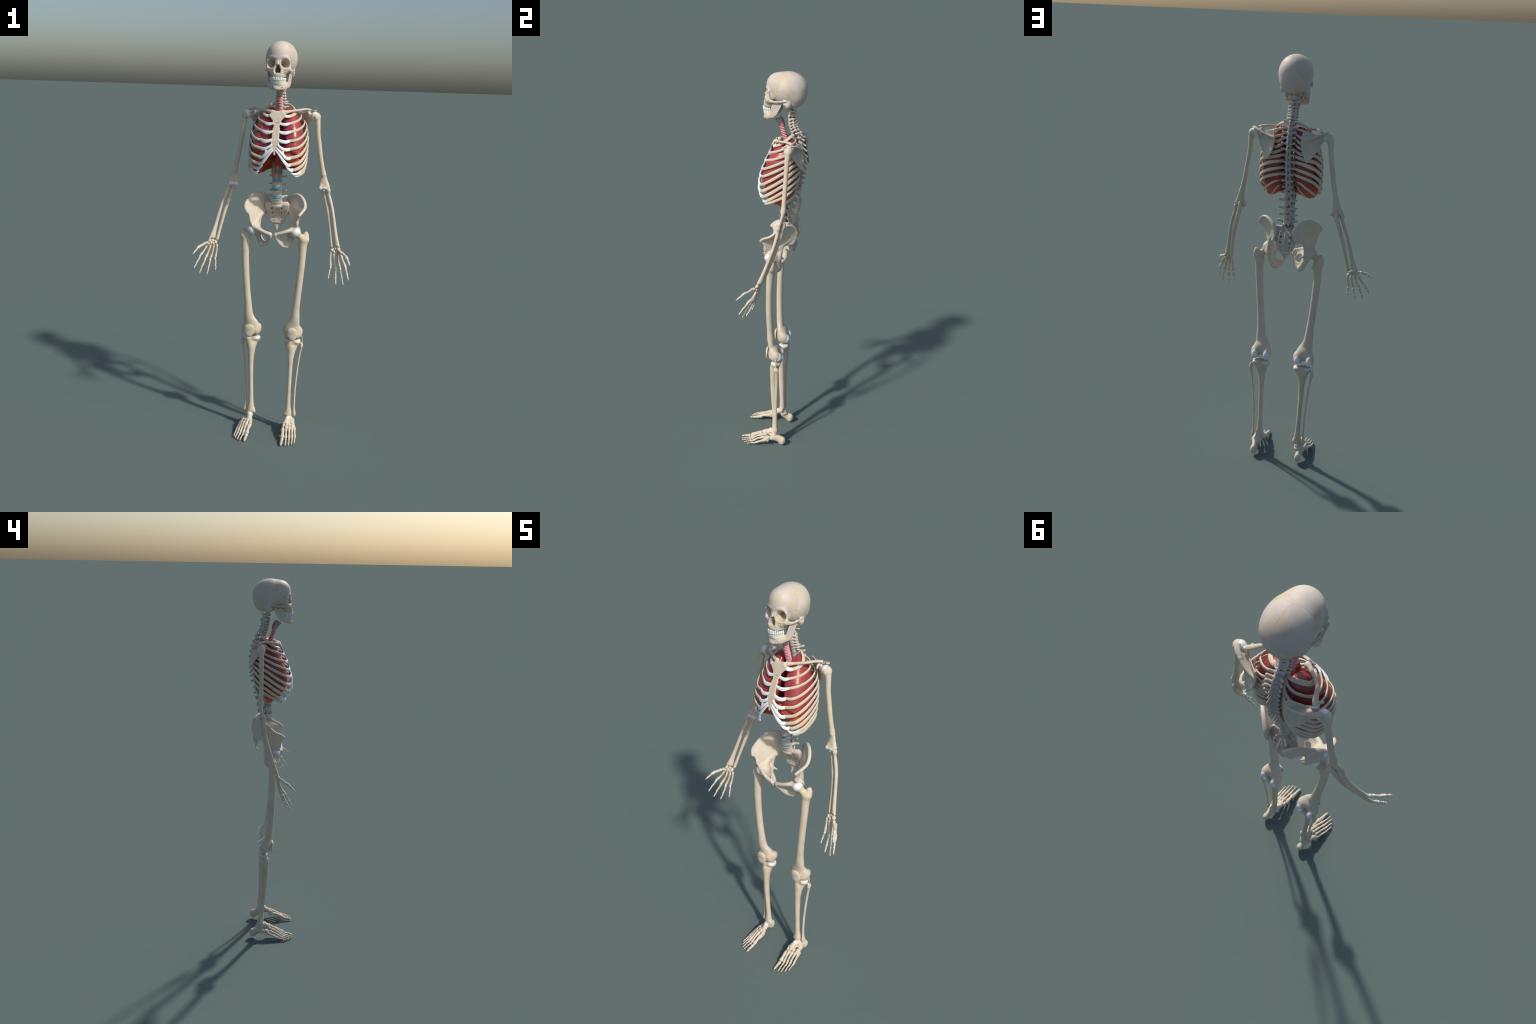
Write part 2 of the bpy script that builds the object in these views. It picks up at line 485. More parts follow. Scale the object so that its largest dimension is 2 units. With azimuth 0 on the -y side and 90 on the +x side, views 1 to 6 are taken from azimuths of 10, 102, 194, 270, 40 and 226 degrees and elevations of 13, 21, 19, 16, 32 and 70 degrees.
def build_mandible():
    body = tube([(0, -.0785, 1.7865, .0058, .0155), (.0150, -.0765, 1.7865, .0058, .0155), (.0300, -.0650, 1.7880, .0056, .0150), (.0400, -.0480, 1.7920, .0052, .0145), (.0475, -.0300, 1.7990, .0042, .0135)], axis=V(1, -1, 0))
    def bodyz(P):
        # tall narrow bar: measured in a vertical-stretched space
        Q = P.copy(); Q[:, 2] = 1.7880 + (P[:, 2] - 1.7880 - .35 * np.clip(P[:, 1] + .06, 0, .05)) * (.0062 / .0150)
        C = tube([(0, -.0785, 1.788, .0062), (.0150, -.0765, 1.788, .0062), (.0300, -.0650, 1.788, .0060), (.0400, -.0480, 1.788, .0056), (.0480, -.0280, 1.788, .0048)])
        return C(Q)
    ramus = plate([(.0520, -.0150, 1.7965), (.0530, -.0005, 1.8220), (.0540, .0110, 1.8510), (.0540, .0075, 1.8590), (.0535, -.0030, 1.8520), (.0525, -.0130, 1.8480), (.0520, -.0235, 1.8570), (.0510, -.0350, 1.8480), (.0495, -.0420, 1.8300), (.0465, -.0470, 1.8100), (.0440, -.0440, 1.7850), (.0480, -.0280, 1.7870)],
                  [(.0510, -.0200, 1.8200)], (0, 1, 0), (0, 0, 1), (.05, -.02, 1.82), .0034)
    cond = ell((.0530, .0085, 1.8560), (.0090, .0045, .0050))
    chin = ell((0, -.0815, 1.7780), (.0130, .0060, .0075))
    alv = tube([(0, -.0825, 1.8000, .0048), (.0140, -.0795, 1.8000, .0048), (.0250, -.0680, 1.8010, .0050), (.0310, -.0520, 1.8030, .0052), (.0360, -.0380, 1.8050, .0050)])
    f = union([bodyz, ramus, cond, chin, alv], .006)
    f = cut(f, [ell((.0225, -.0800, 1.7840), (.0020, .0060, .0020)), ell((0, -.0900, 1.7930), (.0200, .0045, .0045))], .003)
    return symx(f)

cr = mesh_obj("cranium", *polygonise(build_cranium(), (-.078, -.096, 1.825), (.078, .128, 2.004), .0017), SKULL)
md = mesh_obj("mandible", *polygonise(build_mandible(), (-.066, -.092, 1.766), (.066, .018, 1.866), .0016), SKULL)

def tooth_mesh():
    n = 10; vs, fs = [], []
    zs = [(-.5, .80, .80), (-.42, .97, .95), (-.15, 1.0, 1.0), (.2, .86, .95), (.5, .62, .80)]
    rings = []
    for z, sx, sy in [(-.55, .5, .5)] + zs:
        for j in range(n):
            a = 2 * np.pi * j / n
            ca, sa = np.cos(a), np.sin(a)
            vs.append((.5 * sx * np.sign(ca) * abs(ca) ** .6, .5 * sy * np.sign(sa) * abs(sa) ** .6, z))
    m = len(zs) + 1
    for i in range(m - 1):
        for j in range(n):
            a, b = i * n + j, i * n + (j + 1) % n
            fs.append((a, b, b + n, a + n))
    fs.append(tuple(range(n))[::-1]); fs.append(tuple((m - 1) * n + j for j in range(n)))
    return np.array(vs), fs

TM = None
def teeth(parent, arch, widths, z0, height, sgn):
    global TM
    C = catmull(arch, 12); L = np.r_[0, np.cumsum(np.linalg.norm(np.diff(C[:, :2], axis=0), axis=1))]
    s = 0
    for w, dep, hf in widths:
        c = s + w / 2; s += w
        p = V(np.interp(c, L, C[:, 0]), np.interp(c, L, C[:, 1]))
        q = V(np.interp(c + .001, L, C[:, 0]), np.interp(c + .001, L, C[:, 1])) - p
        ang = math.atan2(q[1], q[0])
        for sx in (1, -1):
            if TM is None:
                ob = mesh_obj("tooth", *tooth_mesh(), TOOTH, parent); TM = ob
            else:
                ob = TM.copy(); bpy.context.scene.collection.objects.link(ob); ob.parent = parent
            h = height * hf
            rise = .35 * max(0, p[1] + .06) * .4
            ob.matrix_world = Matrix.Translation((sx * p[0], p[1], z0 + sgn * h / 2 + rise)) @ Matrix.Rotation(sx * ang, 4, 'Z') @ Matrix.Diagonal((w * .93, dep, h * sgn, 1))

UP = [(.0092, .0062, 1.05), (.0074, .0058, .98), (.0080, .0066, 1.02), (.0074, .0076, .9), (.0074, .0080, .85), (.0100, .0092, .8), (.0096, .0092, .75)]
LO = [(.0062, .0056, .95), (.0066, .0056, .95), (.0074, .0062, 1.02), (.0076, .0070, .95), (.0078, .0074, .92), (.0106, .0086, .85), (.0100, .0086, .8)]
teeth(cr, [(0, -.0895), (.0100, -.0875), (.0190, -.0820), (.0260, -.0730), (.0305, -.0620), (.0335, -.0500), (.0348, -.0360), (.0350, -.0300)], UP, 1.8148, .0165, 1)
teeth(md, [(0, -.0860), (.0095, -.0845), (.0180, -.0795), (.0245, -.0710), (.0290, -.0610), (.0325, -.0500), (.0345, -.0380), (.0355, -.0300)], LO, 1.8140, .0120, -1)

# ------------------------------------------------------------------ spine
# name, body centre y, z, half width, half depth, half height, spinous tip y, z, transverse half span
SP = [
    ("cervical_vertebra", 0.0360, 1.7935, 0.0110, 0.0085, 0.0090, 0.0775, 1.7905, 0.0240),
    ("cervical_vertebra", 0.0400, 1.7745, 0.0110, 0.0085, 0.0066, 0.0762, 1.7700, 0.0240),
    ("cervical_vertebra", 0.0425, 1.7590, 0.0112, 0.0088, 0.0062, 0.0804, 1.7545, 0.0250),
    ("cervical_vertebra", 0.0450, 1.7450, 0.0115, 0.0090, 0.0060, 0.0860, 1.7415, 0.0260),
    ("cervical_vertebra", 0.0490, 1.7320, 0.0120, 0.0092, 0.0058, 0.0915, 1.7295, 0.0270),
    ("cervical_vertebra", 0.0555, 1.7185, 0.0125, 0.0095, 0.0060, 0.1040, 1.7165, 0.0275),
    ("thoracic_vertebra", 0.0615, 1.7020, 0.0132, 0.0102, 0.0072, 0.1098, 1.6975, 0.0310),
    ("thoracic_vertebra", 0.0670, 1.6820, 0.0136, 0.0107, 0.0078, 0.1210, 1.6757, 0.0330),
    ("thoracic_vertebra", 0.0715, 1.6610, 0.0141, 0.0112, 0.0082, 0.1297, 1.6495, 0.0320),
    ("thoracic_vertebra", 0.0750, 1.6400, 0.0145, 0.0118, 0.0084, 0.1355, 1.6230, 0.0320),
    ("thoracic_vertebra", 0.0770, 1.6180, 0.0149, 0.0123, 0.0088, 0.1390, 1.5945, 0.0320),
    ("thoracic_vertebra", 0.0780, 1.5940, 0.0154, 0.0129, 0.0092, 0.1375, 1.5610, 0.0320),
    ("thoracic_vertebra", 0.0775, 1.5690, 0.0160, 0.0135, 0.0096, 0.1376, 1.5320, 0.0320),
    ("thoracic_vertebra", 0.0750, 1.5430, 0.0165, 0.0142, 0.0100, 0.1345, 1.5072, 0.0320),
    ("thoracic_vertebra", 0.0710, 1.5160, 0.0178, 0.0149, 0.0104, 0.1318, 1.4887, 0.0310),
    ("thoracic_vertebra", 0.0645, 1.4880, 0.0192, 0.0156, 0.0108, 0.1255, 1.4625, 0.0300),
    ("thoracic_vertebra", 0.0570, 1.4590, 0.0207, 0.0163, 0.0112, 0.1120, 1.4270, 0.0270),
    ("thoracic_vertebra", 0.0490, 1.4290, 0.0222, 0.0170, 0.0118, 0.1080, 1.3965, 0.0250),
    ("lumbar_vertebra", 0.0410, 1.3960, 0.0238, 0.0180, 0.0124, 0.1015, 1.3710, 0.0440),
    ("lumbar_vertebra", 0.0345, 1.3570, 0.0248, 0.0189, 0.0132, 0.0935, 1.3370, 0.0448),
    ("lumbar_vertebra", 0.0285, 1.3170, 0.0258, 0.0198, 0.0136, 0.0885, 1.3045, 0.0457),
    ("lumbar_vertebra", 0.0265, 1.2785, 0.0268, 0.0202, 0.0136, 0.0825, 1.2740, 0.0465),
    ("lumbar_vertebra", 0.0365, 1.2415, 0.0285, 0.0205, 0.0132, 0.0820, 1.2500, 0.0490),
]
SPY = np.array([s[1] for s in SP]); SPZ = np.array([s[2] for s in SP])
def spine_axis(i):
    a, b = max(i - 1, 0), min(i + 1, len(SP) - 1)
    d = V(0, SPY[a] - SPY[b], SPZ[a] - SPZ[b]); return d / np.linalg.norm(d)

def vertebra(i):
    kind, by, bz, rx, ry, hz, sy, sz, tx = SP[i]
    ax = spine_axis(i)
    if i == len(SP) - 1: ax = V(0, -.42, .9075)
    bk = V(0, ax[2], -ax[1])           # backwards, square to the spine
    R = np.stack([V(1, 0, 0), bk, ax], 1)
    C = V(0, by, bz)
    tip = R.T @ (V(0, sy, sz) - C)
    cerv, lum = kind[0] == 'c', kind[0] == 'l'
    can = .009 if cerv else (.0082 if not lum else .0095)      # canal half width
    y1 = ry + (2.0 if not lum else 1.7) * can                                         # lamina depth
    zt = .1 * hz
    prims = []
    def bodyf(P):
        r2 = np.sqrt((P[:, 0] / rx) ** 2 + (P[:, 1] / ry) ** 2) + 1e-9
        waist = 1 - .10 * np.clip(1 - (P[:, 2] / hz) ** 2, 0, 1)
        a = (r2 - waist) * min(rx, ry)
        return smax(a, np.abs(P[:, 2]) - hz, .0025)
    ped = tube([(rx * .62, ry * .7, hz * .35, .0045 if not lum else .006), (can + .003, y1 - can * .8, hz * .15, .0045 if not lum else .006), (can * .75, y1 + .001, -hz * .2, .0048)])
    lh = .0105 if lum else (.0046 if cerv else .0075)
    lam = tube([(can * .85, y1, -hz * .15, .0030, lh), (0, y1 + .005, -hz * .45, .0032, lh)], axis=V(0, 1, 0))
    if cerv:
        sp = tube([(0, y1 + .003, -hz * .3, .0042, .0036), (0, (y1 + tip[1]) / 2, (tip[2] - .2 * hz) / 2, .0034, .0027), (0, tip[1] - .003, tip[2], .0042, .0030)], axis=V(1, 0, 0)) if i else tube([(0, y1 + .002, 0, .0070, .0065), (0, tip[1] - .004, tip[2], .0080, .0070)], axis=V(1, 0, 0))
        bif = tube([(0, tip[1] - .006, tip[2], .003), (.004, tip[1] - .0015, tip[2] - .001, .0026)])
        tr = [tube([(rx * .8, 0, -.001, .0036), (tx * .80, .004, -.003, .0036), (tx * .93, .008, -.004, .0030)]),
              tube([(can + .002, y1 - can * .9, 0, .004), (tx * .80, .007, -.002, .0036)]), bif]
        art = [ell((can + .006, y1 - can * .75, hz * .35), (.0050, .0046, .0056)), ell((can + .006, y1 - can * .5, -hz * .6), (.0050, .0046, .0054))]
    elif not lum:
        ddir = V(0, tip[1] - y1, tip[2] + hz * .4)
        sp = tube([(0, y1 + .004, -hz * .35, .0032, .0085), (0, y1 + ddir[1] * .55, -hz * .4 + ddir[2] * .55, .0027, .0065), (0, tip[1] - .003, tip[2] + .002, .0032, .0048)], axis=V(1, 0, 0))
        up_ = .003
        tr = [tube([(can, y1 - .002, 0, .0052), (tx * .7, y1 + .006, up_, .0046), (tx - .004, y1 + .010, up_ + .001, .0052)])]
        art = [ell((can * .9, y1 - .003, hz * .95), (.0050, .0030, .0065)), ell((can * .9, y1 + .001, -hz * 1.05), (.0050, .0030, .0065))]
    else:
        mid = tip[1] - .006
        sp = tube([(0, y1 + .004, -hz * .45, .0030, .0105), (0, (y1 + mid) / 2, (tip[2] - .45 * hz) / 2, .0030, .0112), (0, mid, tip[2], .0040, .0105)], axis=V(1, 0, 0))
        tr = [tube([(can + .002, ry + can * .9, hz * .25, .0055), (tx * .65, ry + can * 1.1, hz * .20, .0046), (tx - .004, ry + can * 1.3, hz * .35, .0042)])]
        art = [ell((can + .004, y1 - .003, hz * .95), (.0052, .0058, .0085)), ell((can * .95, y1 + .002, -hz * 1.10), (.0052, .0055, .0095))]
        if i == len(SP) - 1:
            tr = [tube([(can + .004, ry * .7, hz * .2, .0080), (tx * .65, ry + can * .8, hz * .25, .0060), (tx - .004, ry + can * 1.2, hz * .35, .0050)])]
    arch = union([ped, lam, sp] + tr + art, .004)
    full = union([bodyf, arch], .004)
    f = cut(full, [ell((0, ry + can * .95, 0), (can, can * .9, .05))], .0025)
    g = symx(f)
    vs, fs = polygonise(g, (-tx - .004, -ry - .002, min(-hz * 2.3, tip[2] - .014)), (tx + .004, max(tip[1], y1) + .006, max(hz * 2.2, tip[2] + .012)), .0017 if not cerv else .0014)
    return vs @ R.T + C, fs

for i, s in enumerate(SP):
    mesh_obj(s[0], *vertebra(i), VERT)

# atlas ring
def atlas():
    C = V(0, .0400, 1.8150)
    parts = [tube([(0, -.0120, -.002, .0048), (.0120, -.0090, -.001, .0056), (.0175, .0020, .001, .0075), (.0170, .0160, 0, .0045), (.0120, .0250, .001, .0042)]),
             tube([(.0175, .0020, -.003, .0052), (.0310, .0050, -.006, .0040), (.0385, .0080, -.0065, .0032)]),
             ell((.0165, .0010, .0060), (.0070, .0095, .0075)),
             tube([(0, .0295, .003, .0028, .0085), (.0100, .0280, .003, .0028, .0085), (.0155, .0240, .002, .0026, .0070)], axis=V(0, 1, .001))]
    g = union(parts, .004)
    return polygonise(symx(lambda P: g(P - C)), (-.044, .022, 1.800), (.044, .078, 1.836), .0014)
mesh_obj("cervical_vertebra", *atlas(), VERT)

# discs between the bodies
for i in range(1, len(SP)):
    a, b = SP[i - 1], SP[i]
    A = V(0, a[1], a[2]) - spine_axis(i - 1) * a[5] * .93
    Bp = V(0, b[1], b[2]) + (spine_axis(i) if i < len(SP) - 1 else V(0, -.42, .9075)) * b[5] * .93
    rx = (a[3] + b[3]) / 2 * .985; ry = (a[4] + b[4]) / 2 * .985
    mid = (A + Bp) / 2
    P = [(*A, rx * .96, ry * .96), (*(A * .7 + Bp * .3), rx, ry), (*(A * .3 + Bp * .7), rx, ry), (*Bp, rx * .96, ry * .96)]
    v, f = sweep([(p[0], p[1], p[2], p[3], p[4]) for p in P], seg=28, n=2, caps=(False, False), out=lambda p: V(1, 0, 0))
    mesh_obj("intervertebral_disc", v, f, DISC)

# ------------------------------------------------------------------ sacrum and coccyx
def sacrum():
    ol = [(0, .046, 1.2230), (.0210, .046, 1.2250), (.0360, .052, 1.2270), (.0520, .060, 1.2310), (.0610, .064, 1.2150), (.0600, .067, 1.1960), (.0530, .075, 1.1720), (.0450, .083, 1.1460), (.0380, .088, 1.1240), (.0220, .089, 1.1150), (0, .089, 1.1140)]
    inner = [(0, .060, 1.2000), (0, .078, 1.1780), (0, .089, 1.1580), (0, .0935, 1.1380), (.03, .064, 1.202), (.03, .081, 1.170)]
    th = [.0150, .0140, .0110, .0060, .0075, .0090, .0085, .0065, .0045, .0050, .0055] + [.0185, .0170, .0135, .0100, .0145, .0125]
    pl = plate(ol, inner, (1, 0, 0), (0, 0, 1), (0, .08, 1.17), th, mirror=True)
    top = tube([(0, .0400, 1.2110, .0265, .0145), (0, .0580, 1.1960, .0210, .0120)], axis=V(1, 0, 0))
    ala = tube([(.0150, .0480, 1.2170, .0120), (.0380, .0560, 1.2180, .0110), (.0530, .0620, 1.2130, .0085)])
    crest = tube([(0, .0850, 1.2080, .0030), (0, .0990, 1.1820, .0035), (0, .1050, 1.1580, .0030), (0, .1040, 1.1350, .0025)])
    facet = ell((.0190, .0680, 1.2300), (.0050, .0050, .0080))
    lat = tube([(.0270, .0800, 1.2060, .0030), (.0250, .0960, 1.1740, .0032), (.0200, .1030, 1.1420, .0026)])
    f = union([pl, top, ala, crest, facet, lat], .006)
    holes = [tube([(x, .03, z + .012, r), (x, .13, z - .014, r)]) for x, z, r in [(.0235, 1.1880, .0050), (.0225, 1.1660, .0045), (.0210, 1.1450, .0040), (.0185, 1.1270, .0032)]]
    canal = ell((0, .0730, 1.2230), (.0110, .0060, .0130))
    low = ell((0, .1080, 1.1180), (.0060, .0060, .0090))
    f = cut(f, holes + [canal, low], .002)
    return polygonise(symx(f), (-.066, .026, 1.108), (.066, .116, 1.242), .0018)
sac = mesh_obj("sacrum", *sacrum(), VERT)
def coccyx():
    f = union([tube([(0, .0930, 1.1060, .0170, .0036), (0, .0905, 1.0980, .0120, .0034), (0, .0850, 1.0890, .0070, .0032), (0, .0795, 1.0800, .0030, .0026)], axis=V(1, 0, 0)),
               tube([(0, .0925, 1.1050, .0036), (.0180, .0930, 1.1080, .0026), (.0255, .0925, 1.1110, .0014)])], .004)
    return polygonise(symx(f), (-.03, .07, 1.074), (.03, .1, 1.114), .0014)
mesh_obj("coccyx", *coccyx(), VERT)

# ------------------------------------------------------------------ thorax
RIBS = {
    1: ([(.0190, .0655, 1.7060), (.0340, .0690, 1.7060), (.0530, .0590, 1.6990), (.0690, .0450, 1.6870), (.0775, .0270, 1.6720), (.0710, .0040, 1.6590), (.0534, -.0149, 1.6507)], .0040, .0082),
    2: ([(.0170, .0720, 1.6880), (.0340, .0815, 1.6830), (.0607, .0830, 1.6760), (.0893, .0680, 1.6660), (.1040, .0450, 1.6530), (.1000, .0120, 1.6370), (.0810, -.0180, 1.6250), (.0552, -.0387, 1.6172)], .0034, .0062),
    3: ([(.0170, .0760, 1.6660), (.0340, .0930, 1.6580), (.0560, .0995, 1.6480), (.0900, .0920, 1.6400), (.1130, .0700, 1.6310), (.1210, .0420, 1.6180), (.1125, .0000, 1.5995), (.0940, -.0300, 1.5890), (.0665, -.0530, 1.5804)], .0034, .0062),
}
LAT = {4: (.1320, 1.5925, 1.6230), 5: (.1385, 1.5645, 1.5950), 6: (.1415, 1.5370, 1.5670), 7: (.1425, 1.5045, 1.5380), 8: (.1420, 1.4750, 1.5060), 9: (.1405, 1.4440, 1.4740), 10: (.1370, 1.4160, 1.4470)}
ANG = {4: (.0520, .1060, 1.6270), 5: (.0560, .1090, 1.6035), 6: (.0620, .1110, 1.5790), 7: (.0680, .1125, 1.5590), 8: (.0740, .1120, 1.5350), 9: (.0780, .1110, 1.5010), 10: (.0780, .1060, 1.4720)}
JUN = {4: (.0691, -.0661, 1.5397), 5: (.0694, -.0737, 1.5007), 6: (.0739, -.0748, 1.4598), 7: (.0745, -.0741, 1.4267), 8: (.0864, -.0603, 1.4029), 9: (.1228, -.0316, 1.3935), 10: (.1128, -.0397, 1.3750)}
HGT = {4: .0066, 5: .0070, 6: .0074, 7: .0079, 8: .0080, 9: .0073, 10: .0068}
for i in range(4, 11):
    w, zl, zb = LAT[i]; J = V(*JUN[i]); s = SP[i + 5]
    head = (.0170, s[1] + .005, s[2] + .0030)
    tub = (.0350, ANG[i][1] - .0080, s[2] * .6 + ANG[i][2] * .4 + .0015)
    pts = [head, tub, ANG[i], (w * .86, .0870, zb + .005), (w * .975, .0660, (zl + zb) / 2), (w, .0420, zl)]
    for yy in ((-.000, -.035, -.058) if i < 9 else (.010, -.016)):
        u = (.042 - yy) / (.042 - J[1])
        z = zl + (J[2] - zl) * (u ** .95)
        x = J[0] + (w - J[0]) * math.sqrt(max(0, 1 - u ** 2.3))
        pts.append((x, yy, z))
    pts.append(tuple(J))
    RIBS[i] = (pts, .0034, HGT[i])
RIBS[11] = ([(.0180, .0640, 1.4570), (.0380, .0860, 1.4520), (.0620, .0985, 1.4440), (.0900, .0950, 1.4240), (.1120, .0740, 1.4020), (.1219, .0420, 1.3834)], .0032, .0052)
RIBS[12] = ([(.0190, .0570, 1.4300), (.0380, .0760, 1.4270), (.0560, .0830, 1.4090), (.0720, .0720, 1.3870), (.0832, .0552, 1.3735)], .0028, .0038)

cage_out = lambda p: V(p[0], p[1] - .03, .30 * max(0, .02 - p[1]))
rib_objs = {}
first_out = lambda p: V(0, 0, 1.0) + .9 * cage_out(p) / np.linalg.norm(cage_out(p))
for i, (pts, ra, rb) in RIBS.items():
    n = len(pts); P = []
    for j, p in enumerate(pts):
        if j == 0: a, b = .0040, .0052
        elif j == 1: a, b = max(ra, .0036), rb * .82
        elif j == n - 1: a, b = (ra * 1.05, rb * 1.0) if i < 11 else (ra * .6, rb * .5)
        else: a, b = ra, rb * (1.0 if i > 2 else 1.0)
        P.append((*p, a, b))
    if i == 1:
        o = first_out
    else:
        o = cage_out
    v, f = sweep(P, out=o, seg=16, n=7, sq=.8)
    rib_objs[i] = both("rib", v, f, BONE)

def carti(i, pts, ra, rb, extra=()):
    # the gristle carries on the section of its rib up to the breastbone
    rb = np.broadcast_to(rb, len(pts)) * 1.12; m = len(pts)
    rr = RIBS[i]
    P = [(*p, ra * .95 if j < m - 1 else rr[1] * 1.10, b if j < m - 1 else rr[2] * 1.05) for j, (p, b) in enumerate(zip(pts, rb))]
    parts = [sweep(P, out=first_out if i == 1 else cage_out, seg=16, n=7, sq=.75, cap=2)]
    for e in extra: parts.append(sweep([(*p, ra * .9, rb_) for p, rb_ in e], out=cage_out, seg=12, n=6))
    v, f = merge(parts)
    both("costal_cartilage", v, f, CART, rib_objs[i])
carti(1, [(.0330, -.0215, 1.6520), (.0440, -.0190, 1.6510), (.0550, -.0140, 1.6515)], .0046, .0088)
carti(2, [(.0140, -.0470, 1.6180), (.0260, -.0465, 1.6150), (.0420, -.0455, 1.6135), (.0570, -.0375, 1.6175)], .0044, (.0050, .0062, .0070, .0064))
carti(3, [(.0140, -.0650, 1.5810), (.0280, -.0655, 1.5765), (.0480, -.0630, 1.5755), (.0680, -.0520, 1.5810)], .0044, (.0050, .0070, .0076, .0066))
carti(4, [(.0160, -.0785, 1.5425), (.0300, -.0800, 1.5370), (.0500, -.0770, 1.5340), (.0705, -.0650, 1.5400)], .0044, (.0056, .0074, .0078, .0068))
carti(5, [(.0150, -.0850, 1.5200), (.0260, -.0885, 1.5100), (.0420, -.0880, 1.5010), (.0560, -.0830, 1.4985), (.0710, -.0725, 1.5010)], .0044, (.0046, .0060, .0072, .0074, .0072),
      [[((.0430, -.0880, 1.4990), .0062), ((.0410, -.0900, 1.4880), .0050), ((.0420, -.0905, 1.4790), .0052)]])
carti(6, [(.0120, -.0885, 1.5020), (.0230, -.0920, 1.4930), (.0400, -.0925, 1.4770), (.0550, -.0880, 1.4615), (.0660, -.0810, 1.4575), (.0755, -.0735, 1.4602)], .0044, (.0040, .0050, .0064, .0074, .0076, .0074))
carti(7, [(.0085, -.0905, 1.4925), (.0190, -.0930, 1.4810), (.0360, -.0935, 1.4590), (.0520, -.0905, 1.4385), (.0640, -.0830, 1.4270), (.0765, -.0725, 1.4270)], .0044, (.0038, .0046, .0058, .0072, .0078, .0078))
carti(8, [(.0585, -.0855, 1.4200), (.0700, -.0770, 1.4075), (.0790, -.0690, 1.4020), (.0880, -.0590, 1.4032)], .0042, (.0030, .0062, .0074, .0074))
carti(9, [(.0790, -.0600, 1.3890), (.0930, -.0560, 1.3820), (.1100, -.0445, 1.3850), (.1235, -.0300, 1.3935)], .0038, (.0028, .0052, .0056, .0060))
carti(10, [(.0890, -.0490, 1.3755), (.1000, -.0460, 1.3725), (.1140, -.0380, 1.3752)], .0036, (.0026, .0044, .0056))

def sternum_piece(ol, ys, th, lo, hi):
    inner = []
    h = lambda z: np.interp(z, [1.47, 1.488, 1.545, 1.58, 1.6213, 1.675], [-.0905, -.0900, -.0770, -.0650, -.0450, -.0235])
    P = [(x + (.0028 if x > .003 else 0), h(z), z) for x, z in ol]
    z0 = np.mean([p[2] for p in P])
    inner = [(0.003, h(z), z) for z in np.linspace(ol[0][1], ol[-1][1], 5)[1:-1]]
    return polygonise(symx(plate(P, inner, (1, 0, 0), (0, -.33, 1), (0, h(z0), z0), th, mirror=True)), lo, hi, .0015)
st = mesh_obj("sternum", *sternum_piece([(0, 1.6200), (.0085, 1.6200), (.0120, 1.6140), (.0115, 1.6020), (.0145, 1.5940), (.0125, 1.5800), (.0150, 1.5680), (.0150, 1.5520), (.0180, 1.5400), (.0175, 1.5270), (.0190, 1.5160), (.0165, 1.5020), (.0105, 1.4905), (.0045, 1.4870), (0, 1.4868)], 0, .0052, (-.024, -.105, 1.480), (.024, -.035, 1.626)), BONE)
mesh_obj("manubrium", *sternum_piece([(0, 1.6745), (.0100, 1.6755), (.0190, 1.6770), (.0270, 1.6700), (.0365, 1.6590), (.0355, 1.6520), (.0270, 1.6420), (.0190, 1.6320), (.0155, 1.6215), (0, 1.6215)], 0, .0060, (-.042, -.056, 1.615), (.042, -.008, 1.684)), BONE)
v, f = sweep([(0, -.0910, 1.4860, .0050, .0030), (0, -.0920, 1.4790, .0058, .0030), (0, -.0920, 1.4730, .0046, .0024)], out=lambda p: V(1, 0, 0), seg=14, n=4)
mesh_obj("xiphoid_process", v, f, BONE)

# ------------------------------------------------------------------ shoulder girdle
CL = [(0.0290, -0.0110, 1.6690, 0.0116, 0.0106), (0.0400, -0.0080, 1.6710, 0.0088, 0.0087), (0.0560, 0.0000, 1.6745, 0.0068, 0.0067), (0.0780, 0.0110, 1.6785, 0.0064, 0.0063), (0.1000, 0.0270, 1.6820, 0.0066, 0.0062), (0.1160, 0.0480, 1.6850, 0.0077, 0.0058), (0.1270, 0.0640, 1.6850, 0.0094, 0.0056), (0.1385, 0.0755, 1.6840, 0.0094, 0.0054)]
cl = both("clavicle", *sweep(CL, seg=16, n=6), BONE)
both("articular_cartilage", *blob((.0262, -.0125, 1.6695), (.0085, .0092, .0100), wob=.02), CART, cl)
both("articular_cartilage", *blob((.1405, .0780, 1.6838), (.0068, .0060, .0046)), CART, cl)

